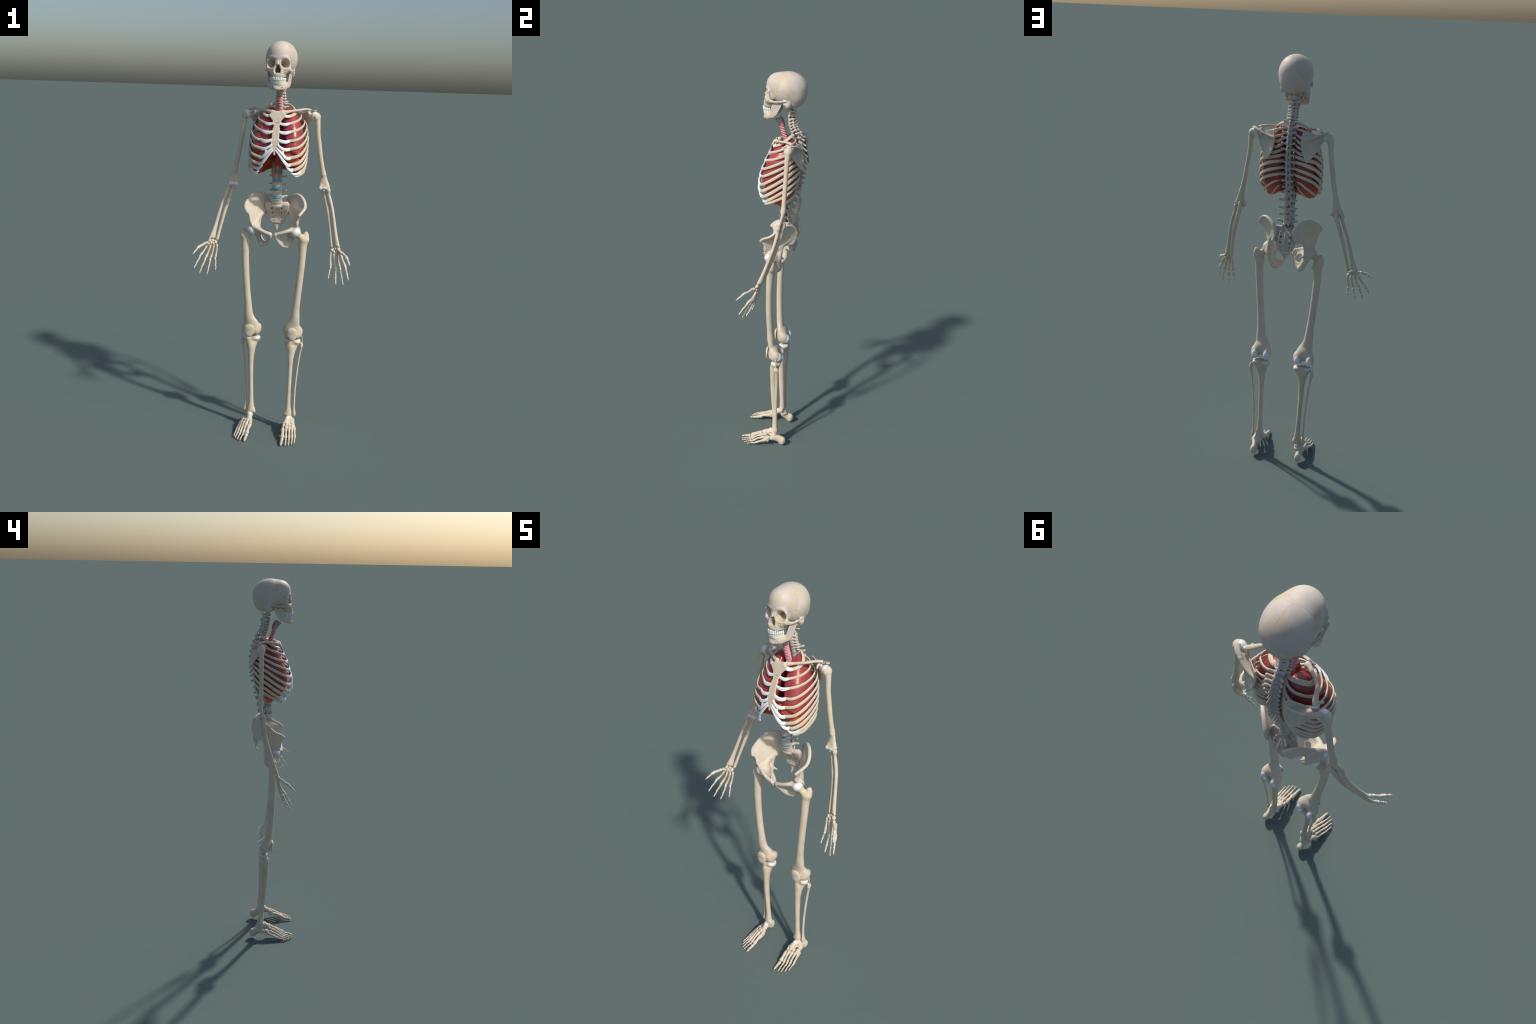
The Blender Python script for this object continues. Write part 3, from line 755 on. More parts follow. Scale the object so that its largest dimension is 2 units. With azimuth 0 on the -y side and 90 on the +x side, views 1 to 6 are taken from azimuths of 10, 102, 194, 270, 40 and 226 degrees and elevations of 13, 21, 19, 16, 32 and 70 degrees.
def scapula():
    ol = [(.0670, .1125, 1.6760), (.0620, .1180, 1.6550), (.0625, .1240, 1.6200), (.0720, .1300, 1.5800), (.0860, .1330, 1.5520), (.0920, .1310, 1.5490), (.1060, .1200, 1.5680), (.1260, .1000, 1.6020), (.1420, .0800, 1.6320), (.1500, .0720, 1.6420), (.1490, .0690, 1.6620), (.1380, .0760, 1.6690), (.1150, .0880, 1.6690), (.0900, .1010, 1.6750)]
    inner = [(.1000, .1000, 1.6400), (.0950, .1100, 1.6000), (.0800, .1130, 1.6300)]
    S, T = (.85, -.53, 0), (.05, -.12, 1)
    blade = plate(ol, inner, S, T, (.1, .1, 1.62), .0022)
    latb = tube([(.0900, .1310, 1.5530, .0040), (.1060, .1190, 1.5690, .0044), (.1260, .0990, 1.6030, .0046), (.1420, .0790, 1.6330, .0060)])
    medb = tube([(.0670, .1125, 1.6740, .0026), (.0625, .1180, 1.6550, .0028), (.0630, .1240, 1.6200, .0026), (.0725, .1300, 1.5800, .0028)])
    nrm = V(.5, .83, .15)
    spine = tube([(.0660, .1180, 1.6440, .0030, .0030), (.0850, .1140, 1.6480, .0075, .0026), (.1080, .1060, 1.6550, .0120, .0028), (.1280, .0985, 1.6630, .0130, .0034), (.1430, .0985, 1.6700, .0080, .0045)], axis=nrm)
    lip = tube([(.0680, .1190, 1.6440, .0028), (.0880, .1200, 1.6500, .0034), (.1120, .1170, 1.6590, .0038), (.1350, .1080, 1.6680, .0046)])
    acro = tube([(.1350, .1075, 1.6680, .0058, .0044), (.1530, .0985, 1.6755, .0088, .0044), (.1645, .0870, 1.6790, .0095, .0040), (.1650, .0790, 1.6800, .0070, .0034)], axis=V(.5, .5, 0))
    neck = tube([(.1280, .0850, 1.6520, .0080), (.1450, .0740, 1.6520, .0100)])
    glen = ell((.1490, .0725, 1.6510), (.0055, .0115, .0165), frame((0, 0, 1), (.9, .3, 0)))
    cora = tube([(.1400, .0730, 1.6660, .0070), (.1370, .0600, 1.6730, .0056), (.1390, .0510, 1.6680, .0048), (.1410, .0460, 1.6630, .0040)])
    f = union([blade, latb, medb, spine, lip, acro, neck, glen, cora], .005)
    return polygonise(f, (.055, .038, 1.54), (.18, .142, 1.69), .0016)
def scapula_material():
    return bone_material("scapula_bone", (.58, .525, .44), (.57, .48, .36), (.55, .53, .50))
SCAP = scapula_material()
sc = both("scapula", *scapula(), SCAP)
both("articular_cartilage", *blob((.1515, .0725, 1.6510), (.0046, .0108, .0158), frame((0, 0, 1), (.9, .3, 0))), CART, sc)

# ------------------------------------------------------------------ arm
def humerus():
    shaft = tube([(.1790, .0730, 1.6450, .0150), (.1835, .0710, 1.6150, .0125), (.1870, .0700, 1.5700, .0112), (.1960, .0695, 1.5150, .0108), (.2055, .0695, 1.4550, .0108), (.2170, .0695, 1.4000, .0112), (.2225, .0690, 1.3750, .0115)], n=4)
    low = tube([(.2200, .0700, 1.3850, .0105, .0100), (.2250, .0690, 1.3550, .0165, .0085), (.2285, .0620, 1.3250, .0235, .0085), (.2300, .0570, 1.3140, .0220, .0090)], axis=V(1, -.15, .1))
    head = ell((.1680, .0735, 1.6540), (.0195, .0205, .0205))
    gt = ell((.1805, .0740, 1.6545), (.0125, .0155, .0140))
    lt = ell((.1740, .0580, 1.6480), (.0080, .0070, .0110))
    tro = tube([(.2140, .0555, 1.3085, .0105), (.2240, .0535, 1.3100, .0080), (.2340, .0525, 1.3115, .0090), (.2450, .0530, 1.3125, .0095)])
    me_ = tube([(.2160, .0640, 1.3200, .0095), (.2050, .0695, 1.3130, .0065), (.2030, .0710, 1.3110, .0050)])
    la = tube([(.2430, .0610, 1.3280, .0080), (.2490, .0570, 1.3150, .0085), (.2535, .0610, 1.3180, .0045)])
    f = union([shaft, low, head, gt, lt, tro, me_, la], .008)
    return cut(f, [ell((.2270, .0820, 1.3250), (.0115, .0105, .0120)), ell((.2280, .0450, 1.3290), (.0120, .0050, .0080))], .004)
hm = both("humerus", *polygonise(humerus(), (.142, .038, 1.294), (.262, .096, 1.678), .0022), BONE)
both("articular_cartilage", *blob((.1665, .0732, 1.6545), (.0200, .0208, .0207), nu=24, nv=16), CART, hm)
both("articular_cartilage", *merge([sweep([(.2120, .0545, 1.3075, .0100), (.2150, .0540, 1.3082, .0110), (.2240, .0525, 1.3097, .0085), (.2330, .0512, 1.3105, .0094), (.2420, .0518, 1.3108, .0100), (.2450, .0525, 1.3110, .0090)], seg=18)]), CART, hm)

def ulna():
    shaft = tube([(.2300, .0660, 1.2930, .0115, .0120), (.2355, .0650, 1.2700, .0100, .0110), (.2460, .0575, 1.2350, .0098, .0098), (.2595, .0455, 1.1850, .0088, .0086), (.2712, .0290, 1.1300, .0078, .0076), (.2805, .0110, 1.0780, .0068, .0066), (.2880, -.0040, 1.0360, .0074, .0074), (.2890, -.0060, 1.0310, .0072, .0072)], n=4, axis=V(1, 0, 0))
    ole = tube([(.2270, .0730, 1.3220, .0085), (.2260, .0755, 1.3100, .0100), (.2300, .0690, 1.2900, .0100)])
    cor = tube([(.2310, .0620, 1.2930, .0095), (.2310, .0500, 1.2985, .0060)])
    f = union([shaft, ole, cor], .006)
    return cut(f, [tube([(.2050, .0560, 1.3090, .0112), (.2500, .0540, 1.3120, .0100)]), ell((.2450, .0560, 1.2950), (.0080, .0090, .0090))], .002)
both("ulna", *polygonise(ulna(), (.212, -.016, 1.018), (.3, .09, 1.336), .0019), BONE)
def radius():
    head = tube([(.2518, .0545, 1.3030, .0105), (.2525, .0540, 1.2985, .0105)])
    shaft = tube([(.2525, .0540, 1.2990, .0085, .0085), (.2560, .0530, 1.2800, .0068, .0070), (.2620, .0500, 1.2600, .0080, .0082), (.2750, .0420, 1.2200, .0075, .0076), (.2870, .0280, 1.1700, .0079, .0078), (.2975, .0120, 1.1180, .0088, .0080), (.3070, -.0030, 1.0700, .0118, .0090), (.3115, -.0100, 1.0460, .0155, .0100), (.3125, -.0115, 1.0410, .0150, .0098)], n=4, axis=V(.75, -.6, 0))
    sty = ell((.3235, -.0200, 1.0370), (.0055, .0055, .0075))
    f = union([head, shaft, sty], .005)
    return cut(f, [ell((.2505, .0545, 1.3150), (.0085, .0085, .0065)), ell((.3140, -.0140, 1.0260), (.0150, .0105, .0105), frame((0, 0, 1), (.75, -.6, 0)))], .003)
both("radius", *polygonise(radius(), (.238, -.034, 1.026), (.336, .068, 1.318), .0019), BONE)
HAND = {
    1: [(.3397, -.0438, 1.0133), (.3700, -.0784, .9970), (.3817, -.0993, .9777), (.3890, -.1117, .9671)],
    2: [(.3364, -.0244, 1.0004), (.3633, -.0581, .9501), (.3748, -.0804, .9188), (.3817, -.0926, .9000), (.3843, -.0965, .8903)],
    3: [(.3196, -.0212, 1.0019), (.3395, -.0478, .9350), (.3511, -.0695, .8973), (.3574, -.0822, .8729), (.3598, -.0859, .8626)],
    4: [(.3023, -.0221, 1.0013), (.3153, -.0415, .9333), (.3197, -.0576, .8926), (.3225, -.0712, .8678), (.3238, -.0753, .8580)],
    5: [(.2873, -.0188, 1.0078), (.2914, -.0367, .9370), (.2865, -.0466, .9034), (.2844, -.0524, .8867), (.2839, -.0542, .8777)],
}
PALM = V(.55, -.80, -.25)           # palm faces forward and out
def long_bone(a, b, r0, rm, r1, bow=0, bdir=(0, 0, 1), flat=.85, gap=.0008, tip=False):
    a, b = V(*a), V(*b); d = b - a; L = np.linalg.norm(d); d /= L
    a = a + d * gap; b = b - d * gap; L = np.linalg.norm(b - a)
    prof = [(.0, .72 * r0), (.06, r0), (.16, r0 * .95), (.34, (r0 * .3 + rm * .7)), (.55, rm), (.74, (rm * .6 + r1 * .4)), (.88, r1), (.96, r1 * .92), (1.0, r1 * .66)]
    if tip: prof = [(.0, .75 * r0), (.08, r0), (.25, r0 * .8), (.55, rm), (.8, r1), (.95, r1 * .9), (1., r1 * .6)]
    bd = V(*bdir); bd = bd - d * (bd @ d); bd /= np.linalg.norm(bd) + 1e-9
    e = min(r0, r1) * .35
    return [(*(a + d * (e + (L - 2 * e) * t) + bd * bow * 4 * t * (1 - t)), r, r * flat) for t, r in prof], bd
def finger_bone(name, a, b, r0, rm, r1, bow, bdir, flat=.88, tip=False, cart=(True, True), seg=12):
    P, bd = long_bone(a, b, r0, rm, r1, bow, bdir, flat, tip=tip)
    obs = both(name, *sweep(P, out=lambda p: np.cross(bd, V(*b) - V(*a)), seg=seg, n=3, cap=3), BONE)
    a, b = V(*a), V(*b); d = (b - a) / np.linalg.norm(b - a)
    R = frame(d, np.cross(bd, d))
    if cart[0]: both("articular_cartilage", *blob(a + d * r0 * .38, (r0 * .97, r0 * .92 * flat, r0 * .46), R, 12, 8), CART, obs)
    if cart[1]: both("articular_cartilage", *blob(b - d * r1 * .30, (r1 * .80, r1 * .80 * flat, r1 * .42), R, 12, 8), CART, obs)
    return obs
HR = {1: [(.0070, .0054, .0072), (.0062, .0042, .0050), (.0048, .0030, .0022)],
      2: [(.0066, .0042, .0070), (.0060, .0040, .0046), (.0046, .0032, .0036), (.0036, .0024, .0020)],
      3: [(.0064, .0044, .0072), (.0064, .0044, .0048), (.0048, .0036, .0038), (.0038, .0024, .0021)],
      4: [(.0060, .0042, .0068), (.0060, .0041, .0045), (.0046, .0034, .0036), (.0036, .0024, .0020)],
      5: [(.0060, .0042, .0062), (.0052, .0036, .0040), (.0040, .0030, .0031), (.0032, .0022, .0018)]}
for k, J in HAND.items():
    for s in range(len(J) - 1):
        mc = s == 0
        name = "metacarpal_bone" if mc else "finger_phalanx"
        bow = .0035 if mc and k > 1 else (.0016 if not mc else .0028)
        r0, rm, r1 = HR[k][s]
        finger_bone(name, J[s], J[s + 1], r0 * 1.08, rm * 1.2, r1 * 1.08, -bow, PALM, tip=(s == len(J) - 2), cart=(s > 0 or k in (1, 5), s < len(J) - 2))
CARPAL = [((.3245, -.0245, 1.0245), (.0085, .0062, .0105), (.45, -.45, -.6)), ((.3095, -.0160, 1.0235), (.0065, .0070, .0068), (0, 0, 1)),
          ((.2965, -.0140, 1.0185), (.0062, .0060, .0082), (-.5, 0, -.6)), ((.2935, -.0215, 1.0145), (.0052, .0052, .0056), (0, 0, 1)),
          ((.3345, -.0365, 1.0140), (.0072, .0062, .0078), (.4, -.5, .1)), ((.3285, -.0270, 1.0070), (.0058, .0060, .0060), (0, 0, 1)),
          ((.3170, -.0210, 1.0110), (.0066, .0068, .0105), (.1, 0, -1)), ((.3035, -.0205, 1.0085), (.0070, .0075, .0085), (.1, 0, -1))]
for q, (c, r, d) in enumerate(CARPAL):
    cb = both("carpal_bone", *blob(c, V(*r) * 1.14, frame(d, (.7, .7, .1)), 18, 12, .05, q), BONE)
    if q in (0, 3):
        both("articular_cartilage", *blob(V(*c) + V(-.002, .003, .0045), (.0060, .0045, .0052), None, 12, 8), CART, cb)
both("sesamoid_bone", *blob((.3625, -.0790, .9935), (.0032, .0030, .0034)), BONE)

# ------------------------------------------------------------------ pelvis
HEAD = (.1073, -.0130, 1.0931)
def hip():
    ol = [(.1300, -.0585, 1.1880), (.1420, -.0390, 1.2030), (.1490, -.0080, 1.2170), (.1410, .0230, 1.2430), (.1220, .0480, 1.2630), (.1000, .0680, 1.2690), (.0740, .0890, 1.2600), (.0520, .1060, 1.2400), (.0400, .1130, 1.2150), (.0450, .1080, 1.1850), (.0560, .0950, 1.1600), (.0660, .0720, 1.1560), (.0780, .0540, 1.1500), (.0850, .0440, 1.1350), (.0930, .0320, 1.1050), (.1000, -.0050, 1.0950), (.1080, -.0300, 1.1100), (.1170, -.0370, 1.1350), (.1210, -.0410, 1.1550), (.1250, -.0460, 1.1690)]
    inner = [(.1030, .0000, 1.1500), (.1130, .0020, 1.1800), (.1180, .0280, 1.2150), (.0900, .0480, 1.2000), (.1270, -.0200, 1.1950), (.0620, .0850, 1.2000)]
    S, T = (.438, -.899, 0), (.1, 0, 1)
    th = [.0055] * len(ol) + [.0050, .0045, .0032, .0045, .0045, .0075]
    blade = plate(ol, inner, S, T, (.0975, .01, 1.17), th)
    crest = tube([(.1285, -.0560, 1.1830, .0050), (.1420, -.0390, 1.2020, .0054), (.1485, -.0080, 1.2160, .0056), (.1405, .0230, 1.2410, .0052), (.1210, .0480, 1.2610, .0050), (.1000, .0680, 1.2670, .0060), (.0740, .0890, 1.2580, .0065), (.0530, .1050, 1.2390, .0075), (.0430, .1100, 1.2160, .0065)], n=3)
    brim = tube([(.0620, .0780, 1.1850, .0080), (.0800, .0500, 1.1620, .0095), (.0930, .0150, 1.1350, .0110), (.0980, -.0150, 1.1150, .0130)], n=3)
    sup = tube([(.0980, -.0250, 1.1080, .0130), (.0700, -.0430, 1.1000, .0090), (.0400, -.0490, 1.0890, .0072), (.0165, -.0470, 1.0800, .0070)], n=3)
    pub = tube([(.0125, -.0440, 1.0790, .0065, .0100), (.0125, -.0380, 1.0660, .0060, .0090)], axis=V(1, 0, 0))
    inf = tube([(.0140, -.0360, 1.0620, .0060, .0070), (.0270, -.0190, 1.0400, .0048, .0078), (.0440, .0000, 1.0200, .0052, .0085), (.0600, .0150, 1.0150, .0100, .0110)], n=3, axis=V(.6, -.6, .3))
    isc = tube([(.0960, .0200, 1.0850, .0190), (.0850, .0320, 1.0560, .0140), (.0720, .0310, 1.0300, .0140), (.0640, .0220, 1.0175, .0140)], n=3)
    col = tube([(.0840, .0420, 1.1400, .0080), (.0880, .0380, 1.1150, .0105), (.0900, .0330, 1.0850, .0130)], n=3)
    spn = tube([(.0830, .0420, 1.0900, .0080), (.0740, .0490, 1.0840, .0045), (.0665, .0540, 1.0800, .0022)])
    cup = ell((.1010, -.0050, 1.0960), (.0320, .0330, .0320))
    aiis = ell((.1160, -.0360, 1.1400), (.0060, .0060, .0120))
    obt = plate([(.0130, -.0480, 1.0880), (.0080, -.0460, 1.0780), (.0085, -.0390, 1.0640), (.0180, -.0270, 1.0450), (.0330, -.0080, 1.0200), (.0530, .0120, 1.0060), (.0740, .0280, 1.0120), (.0880, .0300, 1.0500), (.0900, .0100, 1.0900), (.0700, -.0350, 1.1030), (.0400, -.0480, 1.0950)], [(.0480, -.0070, 1.0560)], (.70, .68, -.15), (0, 0, 1), (.048, -.007, 1.056), .0042)
    hole = tube([(.0780, -.0400, 1.0570, .0205, .0182), (.0180, .0260, 1.0590, .0205, .0182)], axis=V(.70, .68, 0))
    f = union([blade, crest, brim, sup, pub, inf, isc, col, cup, aiis, obt], .009)
    f = union([cut(f, [hole], .005), spn], .006)
    nn = V(.78, -.45, -.42); nn /= np.linalg.norm(nn)
    half = lambda P: -(((P - V(.1010, -.0050, 1.0960)) @ nn) - .0130)
    ballh = ell((.1085, -.0135, 1.0925), .0272)
    near = ell((.1150, -.0200, 1.0850), .0420)
    op = lambda P: np.maximum(half(P), near(P))
    return cut(f, [ballh, op], .0025)
both("hip_bone", *polygonise(hip(), (.004, -.072, .998), (.162, .122, 1.28), .0023), PELVIS)

# ------------------------------------------------------------------ leg
def femur():
    head = ell(HEAD, .0246)
    neck = tube([(.1100, -.0115, 1.0900, .0170), (.1280, -.0050, 1.0720, .0150), (.1430, .0020, 1.0570, .0185)])
    gt = tube([(.1560, .0070, 1.0550, .0170), (.1580, .0110, 1.0700, .0150), (.1565, .0120, 1.0830, .0120)])
    lt = tube([(.1320, .0080, 1.0330, .0120), (.1225, .0150, 1.0250, .0065)])
    shaft = tube([(0.1480, 0.0040, 1.0500, 0.0210, 0.0190), (0.1450, 0.0030, 1.0150, 0.0198, 0.0198), (0.1440, 0.0005, 0.9650, 0.0185, 0.0178), (0.1395, -0.0005, 0.8850, 0.0177, 0.0168), (0.1345, 0.0005, 0.8200, 0.0173, 0.0168), (0.1285, 0.0035, 0.7500, 0.0177, 0.0168), (0.1235, 0.0075, 0.6950, 0.0193, 0.0170), (0.1205, 0.0120, 0.6450, 0.0235, 0.0186), (0.1150, 0.0170, 0.6150, 0.0300, 0.0185), (0.1090, 0.0240, 0.5930, 0.0385, 0.0205), (0.1085, 0.0290, 0.5780, 0.0420, 0.0215)], n=3, axis=V(1, 0, 0))
    lc = ell((.1370, .0420, .5560), (.0190, .0310, .0290)); mc = ell((.0795, .0420, .5570), (.0200, .0320, .0300))
    mid = ell((.1090, .0300, .5780), (.0400, .0240, .0300))
    em = ell((.0680, .0430, .5680), (.0095, .0160, .0170)); el_ = ell((.1490, .0450, .5640), (.0080, .0140, .0160))
    trk = tube([(.1230, .0150, .5640, .0120), (.1260, .0160, .5450, .0110)])
    trm = tube([(.0930, .0200, .5640, .0110), (.0920, .0220, .5460, .0100)])
    f = union([head, neck, gt, lt, shaft, lc, mc, mid, em, el_, trk, trm], .013)
    return cut(f, [tube([(.1090, .0800, .5600, .0140), (.1080, .0500, .5280, .0110)]), ell((.1480, .0190, 1.0950), (.0080, .0090, .0120))], .005)
fm = both("femur", *polygonise(femur(), (.052, -.042, .522), (.18, .082, 1.122), .0027), BONE)
def clip(vf, keep):
    v, f = vf; k = keep(v); f = [tuple(q) for q in f if all(k[i] for i in q)]
    used = sorted({i for q in f for i in q}); mp = {o: n for n, o in enumerate(used)}
    return v[used], [tuple(mp[i] for i in q) for q in f]
ax_ = V(-.62, -.42, .66); ax_ /= np.linalg.norm(ax_)
both("articular_cartilage", *clip(blob(HEAD, (.0258,) * 3, frame(ax_), 32, 24), lambda v: ((v - V(*HEAD)) @ ax_) > -.0125), CART, fm)
for c in ((.1375, .0490, .5570), (.0790, .0500, .5580)):
    both("articular_cartilage", *blob(V(*c) + V(0, .0030, -.0025), (.0172, .0245, .0265), frame((0, -.15, 1)), 22, 16), CART, fm)
both("articular_cartilage", *blob((.1085, .0180, .5480), (.0280, .0110, .0150), None, 20, 14), CART, fm)
def patella():
    f = union([ell((.1115, -.0030, .5600), (.0282, .0090, .0275)), ell((.1090, -.0040, .5790), (.0215, .0070, .0140)), ell((.1130, -.0030, .5370), (.0140, .0062, .0140))], .012)
    return cut(f, [lambda P: -.0010 - P[:, 1]], .003)
both("patella", *polygonise(patella(), (.080, -.020, .520), (.143, .008, .598), .0019), BONE)
def tibia():
    shaft = tube([(.1060, .0420, .4950, .0350, .0230), (.1050, .0360, .4720, .0270, .0220), (.1045, .0320, .4450, .0205, .0200), (.1040, .0310, .4000, .0145, .0175), (.1035, .0330, .3400, .0120, .0160), (.1020, .0380, .2700, .0112, .0148), (.1005, .0430, .2000, .0115, .0135), (.1000, .0470, .1450, .0135, .0135), (.1005, .0490, .1100, .0185, .0155), (.1010, .0490, .0960, .0195, .0160)], n=3, axis=V(1, 0, 0))
    pl = ell((.0830, .0450, .5080), (.0225, .0270, .0115)); pr = ell((.1295, .0440, .5080), (.0215, .0260, .0115))
    rim = tube([(.0800, .0450, .5050, .0160), (.1320, .0440, .5050, .0150)])
    em = ell((.1065, .0480, .5180), (.0080, .0110, .0070))
    tub = ell((.1075, .0190, .4700), (.0100, .0060, .0180))
    mm = tube([(.0870, .0470, .1000, .0090), (.0810, .0475, .0900, .0070), (.0800, .0485, .0860, .0055)])
    f = union([shaft, pl, pr, rim, em, tub, mm], .010)
    return cut(f, [tube([(.0920, .0500, .0740, .0150), (.1240, .0500, .0740, .0150)]), lambda P: P[:, 2] * -1 + .5210], .003)
tb = both("tibia", *polygonise(tibia(), (.056, .0, .08), (.158, .078, .528), .0026), BONE)
for c, r in (((.0820, .0450, .5140), (.0200, .0250, .0060)), ((.1310, .0450, .5140), (.0190, .0240, .0060))):
    both("meniscus", *blob(c, r, None, 24, 12), CART, tb)
FB = [(.1560, .0520, .4930, .0075), (.1560, .0530, .4840, .0090), (.1530, .0550, .4620, .0062), (.1470, .0560, .4200, .0052), (.1395, .0550, .3450, .0052), (.1330, .0545, .2500, .0052), (.1312, .0555, .1700, .0052), (.1318, .0565, .1200, .0062), (.1335, .0570, .1000, .0085), (.1345, .0580, .0900, .0072), (.1350, .0590, .0840, .0045)]
fb = both("fibula", *sweep([(x, y, z, r * .92, r * 1.5) for x, y, z, r in FB], up=(0, 1, 0), seg=14, n=6), BONE)
both("articular_cartilage", *blob((.1530, .0500, .4985), (.0052, .0060, .0045)), CART, fb)
both("knee_ligament", *sweep([(.1545, .0470, .5500, .0022, .0050), (.1575, .0480, .5280, .0018, .0026), (.1595, .0500, .5050, .0018, .0030), (.1590, .0510, .4950, .0022, .0042)], up=(0, 1, 0), seg=10, n=5), BONE)

# ------------------------------------------------------------------ foot
def talus():
    f = union([ell((.1055, .0500, .0770), (.0180, .0240, .0140)), tube([(.1040, .0330, .0740, .0130), (.0990, .0140, .0660, .0140)]), ell((.1060, .0680, .0640), (.0130, .0120, .0080)), ell((.1190, .0520, .0640), (.0100, .0110, .0120)), ell((.0950, .0560, .0620), (.0070, .0120, .0060)), ell((.1130, .0480, .0600), (.0120, .0160, .0120)), ell((.1130, .0270, .0580), (.0110, .0140, .0085))], .008)
    return cut(f, [ell((.1240, .0250, .0600), (.0120, .0120, .0120))], .004)
tl = both("talus", *polygonise(talus(), (.078, -.004, .048), (.134, .086, .096), .0017), BONE)
both("articular_cartilage", *blob((.1050, .0480, .0785), (.0155, .0230, .0143), None, 22, 14), CART, tl)
both("articular_cartilage", *blob((.1015, .0270, .0775), (.0115, .0130, .0090), frame((-.1, -.7, -.2)), 18, 12), CART, tl)
def calcaneus():
    body = tube([(.1170, .0930, .0330, .0140, .0200), (.1165, .0780, .0390, .0140, .0210), (.1190, .0580, .0450, .0150, .0190), (.1285, .0385, .0455, .0125, .0145)], axis=V(1, 0, 0), n=3)
    heel = ell((.1165, .0975, .0300), (.0145, .0155, .0215))
    bot = tube([(.1150, .0930, .0160, .0110), (.1160, .0850, .0170, .0095)])
    sus = ell((.1040, .0560, .0500), (.0080, .0120, .0060))
    f = union([body, heel, bot, sus], .008)
    return f
both("calcaneus", *polygonise(calcaneus(), (.088, .02, .002), (.144, .118, .068), .0019), BONE)
FTM = {1: (.0894, -.0228, .0450), 2: (.1047, -.0164, .0590), 3: (.1187, -.0095, .0540), 4: (.1314, .0025, .0470), 5: (.1430, .0110, .0380)}
MTP = {1: (.0940, -.0844, .0175), 2: (.1126, -.0820, .0160), 3: (.1292, -.0780, .0160), 4: (.1431, -.0682, .0155), 5: (.1560, -.0519, .0150)}
TOE = {1: (.0955, -.1402, .0055), 2: (.1194, -.1345, .0048), 3: (.1339, -.1280, .0048), 4: (.1480, -.1140, .0052), 5: (.1594, -.0965, .0052)}
for q, (c, r, d) in enumerate([
        ((.0985, .0010, .0610), (.0175, .0075, .0130), (.25, -1, -.1)), ((.0895, -.0110, .0480), (.0080, .0125, .0150), (0, 0, 1)),
        ((.1040, -.0075, .0600), (.0072, .0095, .0095), (0, 0, 1)), ((.1170, .0000, .0555), (.0075, .0110, .0100), (0, 0, 1)),
        ((.1330, .0170, .0440), (.0110, .0155, .0120), (0, 0, 1))]):
    if q == 0:
        ob = both("tarsal_bone", *blob(c, (.0185, .0145, .0090), frame((.15, -1, -.1), (1, 0, 0)), 22, 14, .04, q + 3), BONE)
    else:
        ob = both("tarsal_bone", *blob(c, V(*r) * 1.15, frame((0, 0, 1), (1, .12, 0)), 20, 14, .045, q + 3), BONE)
FR = {1: (.0112, .0074, .0108), 2: (.0086, .0048, .0066), 3: (.0082, .0048, .0064), 4: (.0082, .0049, .0064), 5: (.0082, .0054, .0064)}
for k in FTM:
    finger_bone("metatarsal_bone", FTM[k], MTP[k], *FR[k], .0050 if k < 5 else .0020, (0, 0, 1), flat=1.0, cart=(k == 1, False), seg=14)
    a, b = V(*MTP[k]), V(*TOE[k])
    if k == 1:
        m = a + (b - a) * .66 + V(0, 0, .001)
        finger_bone("toe_phalanx", a, m, .0092, .0066, .0076, 0, (0, 0, 1), flat=.85, cart=(False, False))
        finger_bone("toe_phalanx", m, b + (b - a) * 0, .0080, .0050, .0026, 0, (0, 0, 1), flat=.7, tip=True, cart=(False, False))
    else:
        w = V(b[0] - a[0], b[1] - a[1], 0)
        p1 = a + (b - a) * .52 + V(0, 0, .0025); p2 = a + (b - a) * .78 + V(0, 0, .0012)
        sc_ = 1.0 if k < 5 else .92
        finger_bone("toe_phalanx", a, p1, .0058 * sc_, .0034 * sc_, .0042 * sc_, .001, (0, 0, 1), cart=(True, False))
        finger_bone("toe_phalanx", p1, p2, .0042 * sc_, .0036 * sc_, .0040 * sc_, 0, (0, 0, 1), cart=(False, False))
        finger_bone("toe_phalanx", p2, b, .0042 * sc_, .0030 * sc_, .0028 * sc_, 0, (0, 0, 1), tip=True, cart=(False, False))
both("metatarsal_tuberosity", *sweep([(.1425, .0050, .0385, .0080), (.1445, .0150, .0360, .0068), (.1458, .0210, .0340, .0040)], seg=12), BONE)


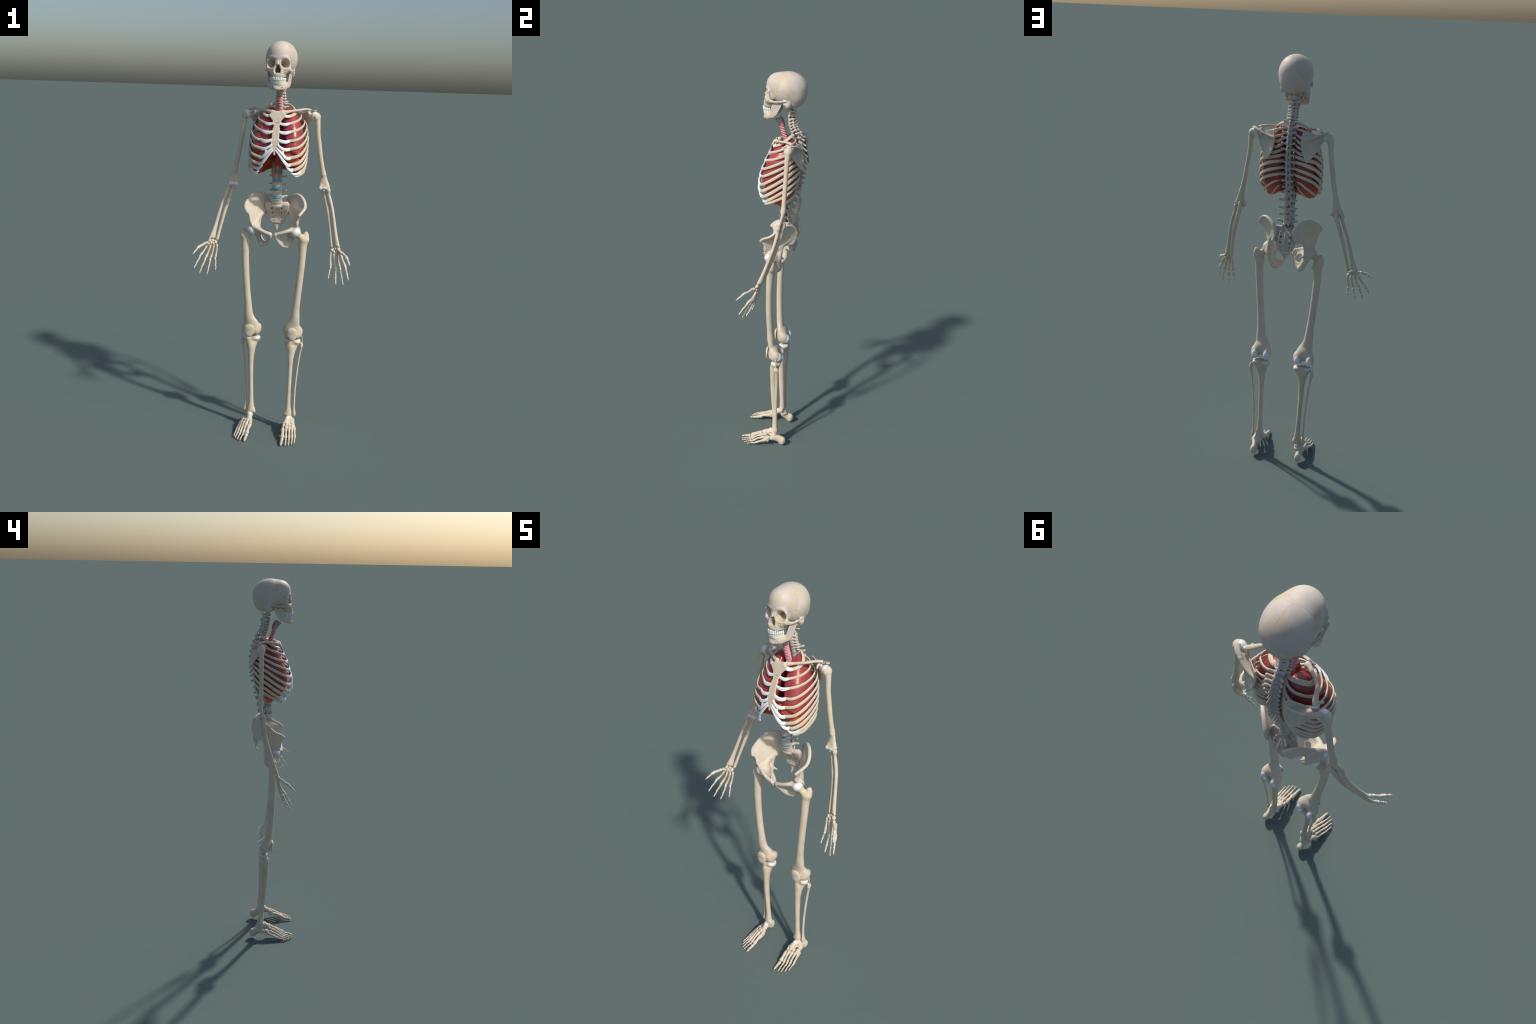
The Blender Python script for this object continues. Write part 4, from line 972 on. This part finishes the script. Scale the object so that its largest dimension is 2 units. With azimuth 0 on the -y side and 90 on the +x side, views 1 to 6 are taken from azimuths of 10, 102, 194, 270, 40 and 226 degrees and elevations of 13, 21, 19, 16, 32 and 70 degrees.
# ------------------------------------------------------------------ lungs, diaphragm, windpipe
SEC = np.array([  # z, outer x, front y, back y
    [1.696, .046, .050, .060], [1.688, .057, .036, .071], [1.675, .069, .017, .078], [1.655, .084, -.002, .086], [1.630, .099, -.020, .094],
    [1.600, .112, -.037, .100], [1.560, .123, -.053, .104], [1.520, .1285, -.065, .105], [1.480, .1300, -.070, .103],
    [1.440, .129, -.066, .096], [1.400, .124, -.054, .079], [1.360, .118, -.038, .056], [1.330, .110, -.02, .045]])[::-1]
sec = lambda z, j: np.interp(z, SEC[:, 0], SEC[:, j])
ZLOW = lambda y: np.interp(y, [-.075, -.05, -.02, .02, .06, .11], [1.492, 1.468, 1.446, 1.426, 1.414, 1.408])
def lung(left):
    med = .0205
    def f(P):
        x, y, z = P.T
        xo, yf, yb = sec(z, 1), sec(z, 2), sec(z, 3)
        m = med + np.interp(z, [1.66, 1.70], [0, .006])
        cx, cy = (xo + m) / 2, (yf + yb) / 2
        rx, ry = np.maximum((xo - m) / 2, .004), np.maximum((yb - yf) / 2, .004)
        pw = np.where(x < cx, 3.4, 2.1)          # flat against the middle, rounded against the ribs
        q = (np.abs((x - cx) / rx) ** pw + np.abs((y - cy) / ry) ** pw) ** (1 / pw)
        a = (q - 1) * np.minimum(rx, ry) * .8
        a = smax(a, z - 1.6945, .012)
        r = np.clip(((x - .068) / .065) ** 2 + ((y - .02) / .085) ** 2, 0, 1)
        zc = ZLOW(y) + .040 * (1 - r)
        a = smax(a, (zc - z) * .8, .008)
        if left:
            a = smax(a, -ell((.0050, -.0600, 1.5350), (.0400, .0480, .0500))(P), .010)
        else:
            a = smax(a, -ell((.0050, -.0700, 1.5200), (.0190, .0300, .0500))(P), .010)
        # fissures between the lobes
        obl = (z - 1.545) - (y - .02) * .85 + .02 * np.sin(x * 30)
        gr = np.abs(obl) - .0006
        a = smax(a, -np.maximum(gr, -(a + .006)), .004)
        if not left:
            hor = (z - 1.574) + (y + .02) * .10 + .1 * (x - .06) * .3
            gg = np.maximum(np.abs(hor) - .0006, obl * -1)
            a = smax(a, -np.maximum(gg, -(a + .006)), .004)
        return a
    vs, fs = polygonise(f, (.012, -.078, 1.395), (.142, .114, 1.70), .0029)
    return vs, fs
v, f = lung(True); mesh_obj("lung", v, f, LUNG)
v, f = flip(*lung(False)); mesh_obj("lung", v, f, LUNG)

def diaphragm():
    na, nv = 160, 34
    ang = np.linspace(0, 2 * np.pi, na, endpoint=False)      # 0 = front
    rim_a = np.radians([0, 14, 30, 50, 70, 90, 110, 130, 145, 158, 168, 180])
    rim_z = [1.478, 1.466, 1.440, 1.408, 1.390, 1.380, 1.372, 1.368, 1.374, 1.388, 1.396, 1.410]
    vs = []
    for vv in np.linspace(0, 1, nv):
        for a in ang:
            aa = a if a <= np.pi else 2 * np.pi - a
            zr = np.interp(aa, rim_a, rim_z) + .0010 * np.sin(a * 23)
            c, s = np.cos(a), np.sin(a)
            yy0 = .015 - c * .085
            zl = max(ZLOW(yy0) + .004, zr + .006)
            if vv < .4:
                t = vv / .4; z = zr + (zl - zr) * t; rr = 1.0
            else:
                t = (vv - .4) / .6; rr = 1 - t; z = None
            zz = z if z is not None else zl
            xo, yf, yb = sec(zz, 1) * .975, sec(zz, 2) + .001, sec(zz, 3) - .006
            cy, ry = (yf + yb) / 2, (yb - yf) / 2
            e = 2 / 2.3
            X = np.sign(s) * abs(s) ** e * xo; Y = cy - np.sign(c) * abs(c) ** e * ry
            # the spine indents the back
            X0 = X; Y = min(Y, .024 + .075 * min(1, (abs(X) / .052) ** 2)) if Y > .02 else Y
            if z is None:
                X *= rr; Y = .012 + (Y - .012) * rr
                dome = .048 * math.sqrt(max(0, 1 - rr ** 2.2)) * (.62 + .38 * min(1, abs(X) / .05))
                z = zl * rr + (1.440) * (1 - rr) + dome if rr < 1 else zl
            vs.append((X, Y, z))
    fs = []
    for i in range(nv - 1):
        for j in range(na):
            a, b = i * na + j, i * na + (j + 1) % na
            fs.append((a, b, b + na, a + na))
    return np.array(vs), fs
dv, df = diaphragm()
di = mesh_obj("diaphragm", dv, df, DIAPH)
def solid(ob, t):
    m = ob.modifiers.new("s", 'SOLIDIFY'); m.thickness = t; m.offset = 0
    dg = bpy.context.evaluated_depsgraph_get()
    me = bpy.data.meshes.new_from_object(ob.evaluated_get(dg))
    ob.modifiers.clear(); ob.data = me
solid(di, .0022)
cr1 = sweep([(-.0200, .0300, 1.4300, .0100, .0025), (-.0190, .0200, 1.4050, .0095, .0028), (-.0190, .0130, 1.3750, .0075, .0028), (-.0180, .0100, 1.3500, .0035, .0018)], out=lambda p: V(1, 0, 0), seg=12)
cr2 = sweep([(.0150, .0300, 1.4300, .0070, .0025), (.0160, .0200, 1.4050, .0065, .0026), (.0150, .0140, 1.3750, .0045, .0024), (.0130, .0110, 1.3480, .0022, .0015)], out=lambda p: V(1, 0, 0), seg=12)
mesh_obj("diaphragm_crus", *cr1, CRUS, di); mesh_obj("diaphragm_crus", *cr2, CRUS, di)

TR = catmull([(.002, .0050, 1.7440), (.002, .0095, 1.7280), (.002, .0215, 1.6960), (.002, .0330, 1.6600), (.001, .0420, 1.6200)], 10)
tr = mesh_obj("trachea", *sweep([(*p, .0098, .0098) for p in TR[::3]], seg=24, n=3), WALL)
Lt = np.r_[0, np.cumsum(np.linalg.norm(np.diff(TR, axis=0), axis=1))]
for s in np.arange(.004, Lt[-1] - .004, .0082):
    p = V(*[np.interp(s, Lt, TR[:, k]) for k in range(3)]); q = V(*[np.interp(s + .002, Lt, TR[:, k]) for k in range(3)])
    t = (q - p) / np.linalg.norm(q - p); sd = V(1, 0, 0); bk = np.cross(t, sd); bk = bk if bk[1] > 0 else -bk
    aa = np.radians(np.linspace(-140, 140, 19))
    pts = [(*(p + sd * np.sin(a) * .0114 - bk * np.cos(a) * .0114), .0024, .0032) for a in aa]
    mesh_obj("tracheal_ring", *sweep(pts, out=lambda x, p=p: x - p, seg=8, n=1, cap=2), RING, tr)
for sx in (1, -1):
    mesh_obj("bronchus", *sweep([(.001, .0420, 1.6230, .0095), (sx * .010, .0480, 1.6050, .0085), (sx * .030, .0560, 1.5850, .0065), (sx * .045, .0600, 1.5700, .0045)], seg=16), WALL, tr)
def larynx():
    nu, secs = 28, [(.0045, 1.7430, .0118, .0122, 0), (.0040, 1.7500, .0120, .0130, 0), (-.0020, 1.7590, .0135, .0145, .0), (-.0075, 1.7690, .0155, .0155, .002), (-.0110, 1.7770, .0165, .0160, .005), (-.0125, 1.7815, .0165, .0158, .0075)]
    vs, fs = [], []
    for y, z, rx, ry, tilt in secs:
        for j in range(nu):
            a = 2 * np.pi * j / nu
            c, s = np.cos(a), np.sin(a)
            keel = .0030 * max(0, -s) ** 8
            vs.append((.002 + rx * c * (1 - .15 * max(0, -s)), y + ry * s - keel, z + tilt * s + (.002 * np.cos(2 * a) if tilt > .004 else 0)))
    for i in range(len(secs) - 1):
        for j in range(nu):
            a, b = i * nu + j, i * nu + (j + 1) % nu
            fs.append((a, b, b + nu, a + nu))
    return np.array(vs), fs
lx = mesh_obj("larynx", *larynx(), LARYNX); solid(lx, .0022)
mesh_obj("larynx_muscle", *sweep([(.002, .0165, 1.7440, .0095, .0022), (.002, .0130, 1.7600, .0105, .0030), (.002, .0060, 1.7780, .0100, .0026)], out=lambda p: V(1, 0, 0), seg=14), NECKM, lx)
